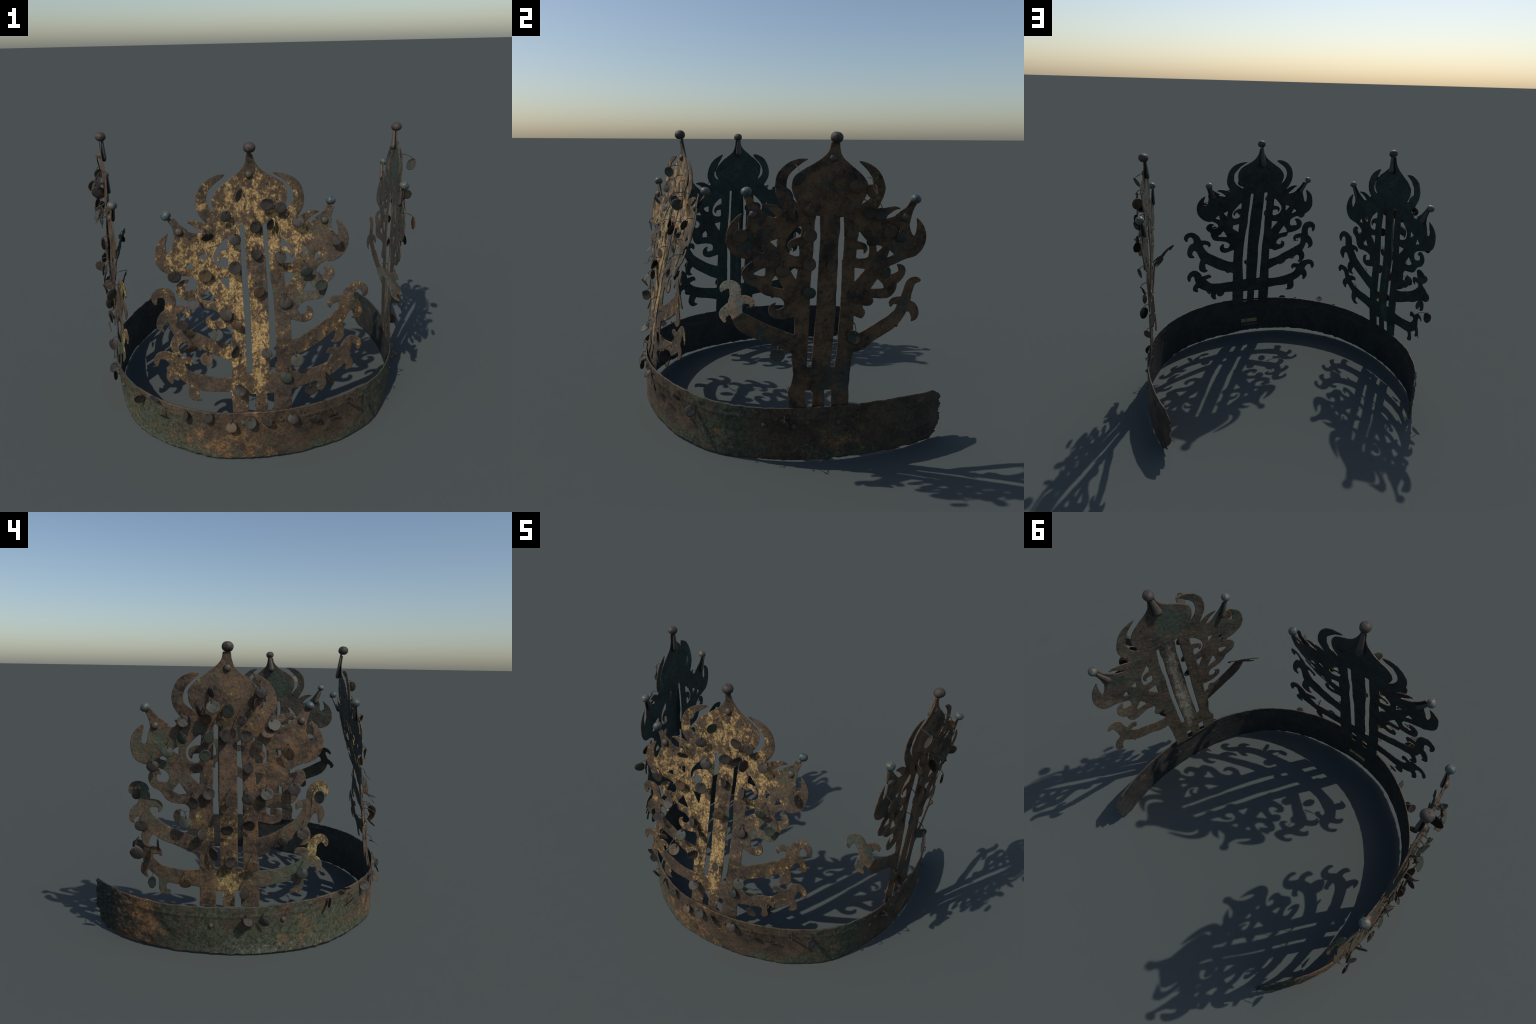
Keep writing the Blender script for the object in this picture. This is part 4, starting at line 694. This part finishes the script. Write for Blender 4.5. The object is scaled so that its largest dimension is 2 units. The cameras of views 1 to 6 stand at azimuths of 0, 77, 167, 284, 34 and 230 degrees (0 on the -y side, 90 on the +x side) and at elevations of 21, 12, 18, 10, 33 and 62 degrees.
def swell(which, P, u, v, kind):
    """Height of the sheet over the plaque's plane."""
    w = P['height'](u, v)
    mid = .012 + .040 * (v - .2) if which == 'RIGHT' else -.007 + 0 * v
    w = w + (kind == 0) * (np.abs(u - mid) < .056) * np.interp(v, SLAT_V, SLAT[which], 0, 0) * .001
    if which == 'LEFT':
        for name, own in BENT.items():
            w = w + (own(u, v) - w) * (kind == KINDS.index(name)) * np.clip((-u - .14) / .05, 0, 1)
    if which == 'RIGHT':      # the forward branch's trefoil is folded sharply inwards
        w = w - .95 * np.maximum((u + .387) * -.555 + (v - .516) * .832, 0) * (kind == KINDS.index('branch1'))
    return w


def plaque_matrix(P):
    n = np.array(P['out'])
    n /= np.linalg.norm(n)
    u = np.cross([0, 0, 1.0], n)
    u /= np.linalg.norm(u)
    v = np.cross(n, u)
    m = Matrix.Identity(4)
    for i in range(3):
        m[i][0], m[i][1], m[i][2], m[i][3] = u[i], -n[i], v[i], P['foot'][i]
    return m


CASES = {}
for _case in range(1, 15):      # marching squares: corners 0..3 anticlockwise, then edge crossings
    walk = []
    for i in range(4):
        a, b = _case >> i & 1, _case >> ((i + 1) % 4) & 1
        if a:
            walk.append(('c', i))
        if a != b:
            walk.append(('e', i, a))
    CASES[_case] = walk


def hammering(u, v, seed):
    return .0028 * value_noise(u, v, 8, seed) + .0016 * value_noise(u, v, 21, seed + 1) + .0009 * value_noise(u, v, 70, seed + 2)


def sheet(which, P):
    """Cut the plaque's outline out of a fine grid and give it thickness; returns the mesh pieces by part."""
    pts = np.vstack([np.array(e[2], float)[:, :2] for e in P['design']]) / 100
    lo, hi = pts.min(0) - .06, pts.max(0) + .06
    R = Raster(lo, hi, CELL / FINE)
    label = np.full(R.solid.shape, -1, np.int8)
    for op, kind, p in P['design']:
        p = np.array(p, float) / 100
        if op == 'profile':
            m = R.ribbon(p, False, True)
        elif op == 'ribbon':
            m = R.ribbon(p, kind in ('horn', 'leaf', 'scroll') or kind.startswith('branch'))
        elif op == 'patch':
            m = R.outline(p, True)
        elif op == 'slot':
            m = R.ribbon(p, False)
        else:
            m = R.outline(p, op == 'bay')
        if op in ('ribbon', 'profile', 'patch'):
            label[m & (label < 0)] = KINDS.index(kind)
            R.solid |= m
        else:
            R.solid &= ~m
    # the openings were cut before the little scrolls were added, so the label map may be stale there
    f = blur(R.solid.astype(np.float32), FINE // 2 + 1)[::FINE, ::FINE]
    lab = label[::FINE, ::FINE]
    for _ in range(6):           # spread labels a little beyond the outline
        for dy, dx in ((0, 1), (1, 0), (0, -1), (-1, 0)):
            s = np.roll(lab, (dy, dx), (0, 1))
            lab = np.where(lab < 0, s, lab)
    lab = np.maximum(lab, 0)
    ny, nx = f.shape
    gx, gy = np.meshgrid(lo[0] + np.arange(nx) * CELL, lo[1] + np.arange(ny) * CELL)
    f = f + .10 * value_noise(gx, gy, 75, 41) * (np.abs(f - .5) < .45)      # corroded edge
    inside = f > .5
    vid = -np.ones((ny, nx), int)
    vid[inside] = np.arange(inside.sum())
    U, V, K = list(gx[inside]), list(gy[inside]), list(lab[inside])
    rim_flag = [False] * len(U)
    crossing = {}

    def cross(j, i, j2, i2):
        key = (min((j, i), (j2, i2)), max((j, i), (j2, i2)))
        if key not in crossing:
            a, b = f[j, i], f[j2, i2]
            t = np.clip((.5 - a) / (b - a), .02, .98)
            crossing[key] = len(U)
            U.append(gx[j, i] * (1 - t) + gx[j2, i2] * t)
            V.append(gy[j, i] * (1 - t) + gy[j2, i2] * t)
            K.append(lab[j, i] if inside[j, i] else lab[j2, i2])
            rim_flag.append(True)
        return crossing[key]

    code = inside[:-1, :-1] * 1 + inside[:-1, 1:] * 2 + inside[1:, 1:] * 4 + inside[1:, :-1] * 8
    J, I = np.nonzero(code == 15)
    faces = [tuple(map(int, a)) for a in np.stack([vid[J, I], vid[J, I + 1], vid[J + 1, I + 1], vid[J + 1, I]], -1)]
    fl = list(lab[J, I])
    rim = []
    for j, i in zip(*np.nonzero((code > 0) & (code < 15))):
        cor = ((j, i), (j, i + 1), (j + 1, i + 1), (j + 1, i))
        poly, out_e, k = [], [], None
        for w in CASES[int(code[j, i])]:
            if w[0] == 'c':
                poly.append(int(vid[cor[w[1]]]))
                k = lab[cor[w[1]]]
            else:
                e = cross(*cor[w[1]], *cor[(w[1] + 1) % 4])
                poly.append(e)
                out_e.append((e, w[2]))
        faces.append(tuple(poly))
        fl.append(k)
        n = len(out_e)
        for a in range(n):
            if out_e[a][1]:
                rim.append((out_e[a][0], out_e[(a + 1) % n][0], k))
    U, V, K, rim_flag = np.array(U), np.array(V), np.array(K), np.array(rim_flag)
    W = swell(which, P, U, V, K)
    seed = {'FRONT': 100, 'RIGHT': 200, 'LEFT': 300}[which]
    W = W + hammering(U, V, seed)
    half = np.where(rim_flag, .30, .5) * SHEET
    n = len(U)
    co = np.vstack([np.c_[U, -(W + half), V], np.c_[U, -(W - half), V]])
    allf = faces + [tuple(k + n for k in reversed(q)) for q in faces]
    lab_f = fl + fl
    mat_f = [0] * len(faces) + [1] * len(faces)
    for a, b, k in rim:
        allf.append((b, a, a + n, b + n))
        lab_f.append(k)
        mat_f.append(0)
        # places for a row of punched dots just inside the edge
    wide = blur(f.clip(0, 1).astype(np.float64), 4)
    dy, dx = np.gradient(wide)
    dots, cells = [], set()
    order = np.random.default_rng(seed).permutation(np.nonzero(rim_flag)[0])
    for k in order:
        i, j = int(round((U[k] - lo[0]) / CELL)), int(round((V[k] - lo[1]) / CELL))
        g = np.array([dx[j, i], dy[j, i]])
        g /= np.linalg.norm(g) + 1e-9
        x, y = U[k] + .0075 * g[0], V[k] + .0075 * g[1]
        i, j = int(round((x - lo[0]) / CELL)), int(round((y - lo[1]) / CELL))
        cell = (int(x / .0095), int(y / .0095))
        if f[j, i] < .9 or any((cell[0] + a, cell[1] + b) in cells for a in (-1, 0, 1) for b in (-1, 0, 1)):
            continue
        cells.add(cell)
        dots.append((x, y, lab[j, i]))
    return co, allf, np.array(lab_f), np.array(mat_f), W, (lo, nx, ny, lab, dots, seed)


def surface_height(info, which, P, u, v):
    """Height of the sheet at a place, for hanging things on it."""
    lo, nx, ny, lab = info[:4]
    i, j = int(np.clip(round((u - lo[0]) / CELL), 0, nx - 1)), int(np.clip(round((v - lo[1]) / CELL), 0, ny - 1))
    return float(swell(which, P, u, v, lab[j, i]))


def split_parts(which, P, parent_name):
    co, faces, lab, mat, W, info = sheet(which, P)
    n = len(co)
    # normals of the whole sheet, shared by all its parts
    nrm = np.zeros((n, 3))
    for size in (3, 4, 5, 6):
        sel = [q for q in faces if len(q) == size]
        if not sel:
            continue
        a = np.array(sel)
        d1, d2 = co[a[:, 2]] - co[a[:, 0]], co[a[:, size - 1]] - co[a[:, 1]]
        fn = np.cross(d1, d2)
        for k in range(size):
            np.add.at(nrm, a[:, k], fn)
    nrm /= np.linalg.norm(nrm, axis=1)[:, None] + 1e-12
    centre = np.array([co[list(q), 0].mean() for q in faces])
    groups = {}
    for k, name in enumerate(KINDS):
        sel = lab == k
        if not sel.any():
            continue
        part = PART[name]
        if part in ('stem', 'palmette') or part == 'branch':
            groups.setdefault((part, name), []).append(np.nonzero(sel)[0])
        else:
            for side in (0, 1):
                s2 = np.nonzero(sel & ((centre > .02) == bool(side)))[0]
                if len(s2):
                    groups.setdefault((part, side), []).append(s2)
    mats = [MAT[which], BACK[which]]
    root = None
    for (part, key), lists in sorted(groups.items(), key=lambda g: g[0][0] != 'stem'):
        fi = np.concatenate(lists)
        used = np.unique(np.concatenate([np.array(faces[i]) for i in fi]))
        new = -np.ones(n, int)
        new[used] = np.arange(len(used))
        me = new_mesh(part, co[used], [tuple(int(new[k]) for k in faces[i]) for i in fi], mats, nrm[used], mat[fi])
        if root is None:
            root = place(parent_name, me, crown, plaque_matrix(P))
        else:
            place(part, me, root)
    v, f = [], []
    for x, y, k in info[4]:
        w = swell(which, P, x, y, k) + float(hammering(x, y, info[5])) + SHEET / 2
        b = len(v)
        for r, h in ((.0028, -.0006), (.0017, .0010)):
            v += [(x + r * math.cos(a), -(w + h), y + r * math.sin(a)) for a in np.arange(6) * math.tau / 6]
        v.append((x, -(w + .0014), y))
        for a in range(6):
            c = (a + 1) % 6
            f += [(b + a, b + c, b + 6 + c, b + 6 + a), (b + 6 + a, b + 6 + c, b + 12)]
    o = place("punched_dot", new_mesh("punched_dot", v, f, mats), root)
    o["kind"] = "stuff"
    return root, info


# ------------------------------------------------------------------ fittings shared by all plaques
def spangle_mesh(kind, variant):
    """A small dished, bent and chipped disc, unit radius, facing -y, hanging from +z."""
    rng = np.random.default_rng(50 + variant)
    rings, sides = 7, 36
    v, f = [], []
    squash = rng.uniform(.88, 1.02)
    dish = rng.uniform(.02, .11) * rng.choice([-1, 1])
    crease, lean = rng.uniform(-.30, .30), rng.uniform(0, math.pi)
    ph = rng.uniform(0, 6, 6)
    chips = [(rng.uniform(0, math.tau), rng.uniform(.06, .18), rng.uniform(.08, .2)) for _ in range([0, 0, 1, 0, 2, 0, 1, 0][variant])]

    def edge(a):
        e = 1 + .020 * math.sin(2 * a + ph[0]) + .010 * math.sin(5 * a + ph[1]) + .013 * math.sin(9 * a + ph[2]) + .010 * math.sin(14 * a + ph[3])
        for c, deep, wide in chips:
            d = (a - c + math.pi) % math.tau - math.pi
            e -= deep * math.exp(-(d / wide) ** 2)
        if variant % 2 == 0:
            d = (a - math.pi / 2 + math.pi) % math.tau - math.pi
            e -= .22 * math.exp(-(d / .10) ** 2)
        return e

    def lift(x, z, rr):
        s_, t_ = x * math.cos(lean) + z * math.sin(lean), -x * math.sin(lean) + z * math.cos(lean)
        return -dish * (1 - rr ** 2) + crease * max(s_ - .15, 0) ** 1.5 + .035 * math.sin(2.6 * t_ + ph[4]) + .02 * math.sin(6 * x + ph[5]) * math.cos(5 * z)
    for face in (0, 1):
        v.append((0, face * .07 + lift(0, 0, 0), 0))
        for r in range(1, rings + 1):
            rr = (r / rings) ** .85
            for k in range(sides):
                a = k * math.tau / sides
                x, z = rr * edge(a) * math.cos(a), squash * rr * edge(a) * math.sin(a)
                v.append((x, face * .07 + lift(x, z, rr) + (.02 if face == 0 else -.02) * (r == rings), z))
    m = 1 + rings * sides
    for face in (0, 1):
        o = face * m
        for k in range(sides):
            k2 = (k + 1) % sides
            q = [(o, o + 1 + k, o + 1 + k2)]
            for r in range(rings - 1):
                a = o + 1 + r * sides
                q.append((a + k, a + sides + k, a + sides + k2, a + k2))
            f += [t[::-1] for t in q] if face else q
    a, b = 1 + (rings - 1) * sides, m + 1 + (rings - 1) * sides
    for k in range(sides):
        k2 = (k + 1) % sides
        f.append((a + k2, a + k, b + k, b + k2))
    return new_mesh("spangle", v, f, [SPANGLE_MAT[kind]])


SPANGLES = {k: [spangle_mesh(k, i) for i in range(8)] for k in SPANGLE_MAT}
HANG = [0]


def hang(parent, kind, where, out, radius, turn, nod, hole, wires):
    """Hang a spangle at `where` (parent space), `out` being the outward direction; wire it to `hole`."""
    HANG[0] += 1
    rng = np.random.default_rng(900 + HANG[0])
    out = Vector(out).normalized()
    side = Vector((0, 0, 1)).cross(out).normalized()
    up = out.cross(side)
    frame = Matrix((side, -out, up)).transposed().to_4x4()
    rot = Matrix.Rotation(math.radians(turn + rng.uniform(-12, 12)), 4, 'Z') @ Matrix.Rotation(math.radians(nod + rng.uniform(-14, 14)), 4, 'X') @ Matrix.Rotation(math.radians(rng.uniform(-25, 25)), 4, 'Y')
    m = Matrix.Translation(where) @ frame @ rot @ Matrix.Scale(radius, 4)
    place("spangle", SPANGLES[kind][HANG[0] * 5 % 8], parent, m)
    top = np.array(m @ Vector((0, -.02, .72)))
    hole = np.array(hole)
    wire(wires, hole, top, np.array(out), rng)


def wire(wires, hole, top, out, rng, loop=True):
    """Two twisted strands from a hole in the sheet to the spangle, with splayed ends behind the sheet."""
    v, f = wires
    mid = (hole + top) / 2 + out * .010 + np.array([0, 0, .006])
    path = spline(np.array([hole - out * .004, hole + out * .008, mid, top + out * .004, top - out * .003]), per=6)
    ph = rng.uniform(0, 6)
    s = np.arange(len(path)) / len(path)
    sx = np.cross(out, [0, 0, 1.0])
    sx /= np.linalg.norm(sx) + 1e-9
    for k in (0, math.pi):
        off = .0022 * (np.cos(ph + k + s * 16)[:, None] * sx + np.sin(ph + k + s * 16)[:, None] * np.array([0, 0, 1.0]))
        tube(path + off, .0013, 5, v, f)
    for k in (-1, 1):         # splayed ends behind
        d = sx * k * rng.uniform(.4, 1) + np.array([0, 0, rng.uniform(-1, .6)]) - out * rng.uniform(.15, .6)
        a = hole - out * .003
        tube(np.array([a, a + d * .006 - out * .004, a + d * .016 - out * .004]), [.0018, .0017, .0012], 5, v, f)


def rivet_mesh(r, mat):
    a = np.linspace(0, math.pi / 2, 9)
    v, f = turned([(r * 1.02, -.002)] + [(max(r * math.cos(t), .0004), r * .75 * math.sin(t)) for t in a], 24)
    v = [(x, -z, y) for x, y, z in v]
    return new_mesh("rivet", v, f, [mat])


def bead_mesh(name, r, mat):
    a = np.linspace(-math.pi / 2, math.pi / 2, 15)
    prof = [(max(r * math.cos(t) ** .85 if math.cos(t) > 0 else 0, .0015), .86 * r * math.sin(t)) for t in a]
    prof.append((.0012, .76 * r))
    v, f = turned(prof, 30)
    lump = lambda q: 1 + .045 * mnoise.noise(Vector(q) * 42 + Vector((r * 900, 0, 0))) + .02 * mnoise.noise(Vector(q) * 110)
    v = [tuple(Vector(q) * lump(q)) for q in v]
    return new_mesh(name, v, f, [mat])


def socket_mesh(length, r0, r1):
    """Half-round tapering holder on the back, from bead (z=0) down."""
    prof = [(r1 * .15, -length - .012), (r1 * .75, -length - .006), (r1, -length + .01)] + [(r1 + (r0 - r1) * s ** .8, -length + .01 + (length - .01) * s) for s in np.linspace(.1, 1, 10)] + [(r0 * 1.15, .006)]
    v, f = turned(prof, 24, .62)
    return new_mesh("bead_socket", v, f, [SOCKET_MAT])


RIVET, SMALL_RIVET, BAND_RIVET = rivet_mesh(.020, RIVET_MAT), rivet_mesh(.021, RIVET_MAT), rivet_mesh(.015, RIVET_MAT)
FINIAL, KNOB = bead_mesh("finial_bead", .0305, BEAD_MAT), bead_mesh("side_bead", .0258, GLASS_MAT)


def along(a, b):
    """Matrix at a whose -z runs to b, broad side facing the sheet."""
    z = (Vector(a) - Vector(b)).normalized()
    y = Vector((0, 1, 0))
    x = y.cross(z).normalized()
    y = z.cross(x)
    return Matrix.Translation(a) @ Matrix((x, y, z)).transposed().to_4x4()


for which, P in PLAQUES.items():
    root, info = split_parts(which, P, "upright_plaque")
    H = lambda u, v: surface_height(info, which, P, u, v)
    for i, ((bu, bv_, bw), (ru, rv)) in enumerate(zip(P['beads'], P['rivets'])):
        ru, rv, bu, bv_, bw = ru / 100, rv / 100, bu / 100, bv_ / 100, bw / 100
        place("rivet", RIVET if i == 0 else SMALL_RIVET, root, Matrix.Translation((ru, -H(ru, rv) - SHEET / 2, rv)))
        bead = Vector((bu, -bw, bv_))
        place("finial_bead" if i == 0 else "side_bead", FINIAL if i == 0 else KNOB, root, along(bead, Vector((ru, -H(ru, rv), rv))))
        # holder on the back: from the bead down past the rivet, lying on the sheet
        big = i == 0
        ax, ay = bu + (ru - bu) * (.16 if big else .19), bv_ + (rv - bv_) * (.16 if big else .19)
        neck = Vector((ax, -min(bw, H(ax, ay)) + (.009 if big else .008), ay))
        foot = Vector((ru, -H(ru, rv) + SHEET / 2 + (.012 if big else .009), rv))
        lean = along(neck, foot)
        L = (foot - neck).length + (.026 if big else .012)
        place("bead_socket", socket_mesh(L, .0100 if big else .0085, .024 if big else .017), root, lean)
        v, f = [], []
        tube(np.array([neck + (neck - foot).normalized() * .002, (neck + bead) / 2, bead]), .0075 if big else .0065, 10, v, f)
        place("bead_pin", new_mesh("bead_pin", v, f, [SOCKET_MAT]), root)
    wires = ([], [])
    taken = []
    for kind, u, v, gap, r, turn, nod in P['spangles']:
        if which == 'RIGHT':          # disc colours lightened a step to offset the shade on this side
            kind = {'brown': 'rust', 'dark': 'brown'}.get(kind, kind)
        u, v, r = u / 100, v / 100, r / 100
        w = H(u, v) + gap / 100
        rng = np.random.default_rng(int(abs(u) * 1e5 + v * 1e4))
        hu, hv = u + rng.uniform(-.012, .012), v + r * .9 + rng.uniform(.012, .03)
        i, j = int(round((hu - info[0][0]) / CELL)), int(round((hv - info[0][1]) / CELL))
        hang(root, kind, (u, -w, v), (0, -1, 0), r, turn, nod, (hu, -H(hu, hv) - SHEET / 2, hv), wires)
    me = new_mesh("suspension_wire", *wires, [WIRE_MAT])
    o = place("suspension_wire", me, root)
    o["kind"] = "stuff"

# ------------------------------------------------------------------ spangles, rivets and label on the band
wires = ([], [])
for kind, th, z, turn, nod in BAND_SPANGLES:
    t = (z / 100 - .01) / .29
    p0, p1 = band_point(th, min(t + .13, .93)), band_point(th, t, .030)
    a = math.radians(th)
    hang(band, kind, tuple(p1), (math.sin(a), -math.cos(a), 0), .0310, turn, nod, tuple(p0), wires)
rng = np.random.default_rng(77)
for th in list(np.arange(-112, 130, 9.5)):     # bare wires whose spangle is lost
    if min(abs(th - s[1]) for s in BAND_SPANGLES) > 3:
        a = math.radians(th)
        out = np.array([math.sin(a), -math.cos(a), 0])
        p0 = band_point(th, .90)
        wire(wires, p0, p0 + out * rng.uniform(.008, .02) + np.array([0, 0, -rng.uniform(.0, .03)]), out, rng)
o = place("suspension_wire", new_mesh("suspension_wire", *wires, [WIRE_MAT]), band)
o["kind"] = "stuff"
for th, z in [(-2.7, .241), (12.2, .244), (76.6, .207), (86.3, .199), (90.6, .22), (100.5, .211), (-92.2, .188), (-78.4, .194), (-66.3, .211)]:
    a = math.radians(th)
    m = Matrix.Rotation(a, 4, 'Z')
    m.translation = Vector(band_point(th, (z - .01) / .29, .001))
    place("rivet", BAND_RIVET, band, m)

# a painted inventory label inside the band: three yellow bars cut by two gaps, a dim number below
YELLOW = simple("yellow_paint", (.33, .26, .10), (.40, .31, .12), 60, .7)
FADED = simple("faded_ink", (.085, .11, .12), (.12, .14, .15), 60, .7)
v, f = [], []
for zc in (.121, .110, .0985):
    for a, b in ((10.5, 8.0), (7.65, 7.05), (6.65, 0.1)):
        n0 = len(v)
        k = 8
        for s in np.linspace(a, b, k):
            for dz in (-.0036, .0036):
                for out in (-.0088, -.0062):
                    v.append(tuple(band_point(s, (zc + dz - .017) / .297, out)))
        for i in range(k - 1):
            c = n0 + 4 * i
            f += [(c, c + 2, c + 6, c + 4), (c + 1, c + 5, c + 7, c + 3), (c + 2, c + 3, c + 7, c + 6), (c, c + 4, c + 5, c + 1)]
        f += [(n0, n0 + 1, n0 + 3, n0 + 2), (n0 + 4 * k - 4, n0 + 4 * k - 2, n0 + 4 * k - 1, n0 + 4 * k - 3)]
place("label_stripe", new_mesh("label_stripe", v, f, [YELLOW], smooth=False), band)
dg = bpy.context.evaluated_depsgraph_get()
cu = bpy.data.curves.new("label_number", 'FONT')
cu.body, cu.size, cu.extrude, cu.align_x = "4088420", .029, .0006, 'LEFT'
cu.space_character = 1.12
tmp = bpy.data.objects.new("label_number", cu)
bpy.context.scene.collection.objects.link(tmp)
dg.update()
tm = bpy.data.meshes.new_from_object(tmp.evaluated_get(bpy.context.evaluated_depsgraph_get()))
bpy.data.objects.remove(tmp)
c = np.array([tuple(q.co) for q in tm.vertices])
c[:, 0] *= .140 / c[:, 0].max()
for q, p in zip(tm.vertices, c):     # wrap the number round the inside of the band, read from inside
    th = 10.3 - math.degrees(p[0] / .785)
    q.co = band_point(th, (.0625 + p[1] - .017) / .297, -.0085 - p[2])
tm.materials.clear()
tm.materials.append(FADED)
place("label_number", tm, band)
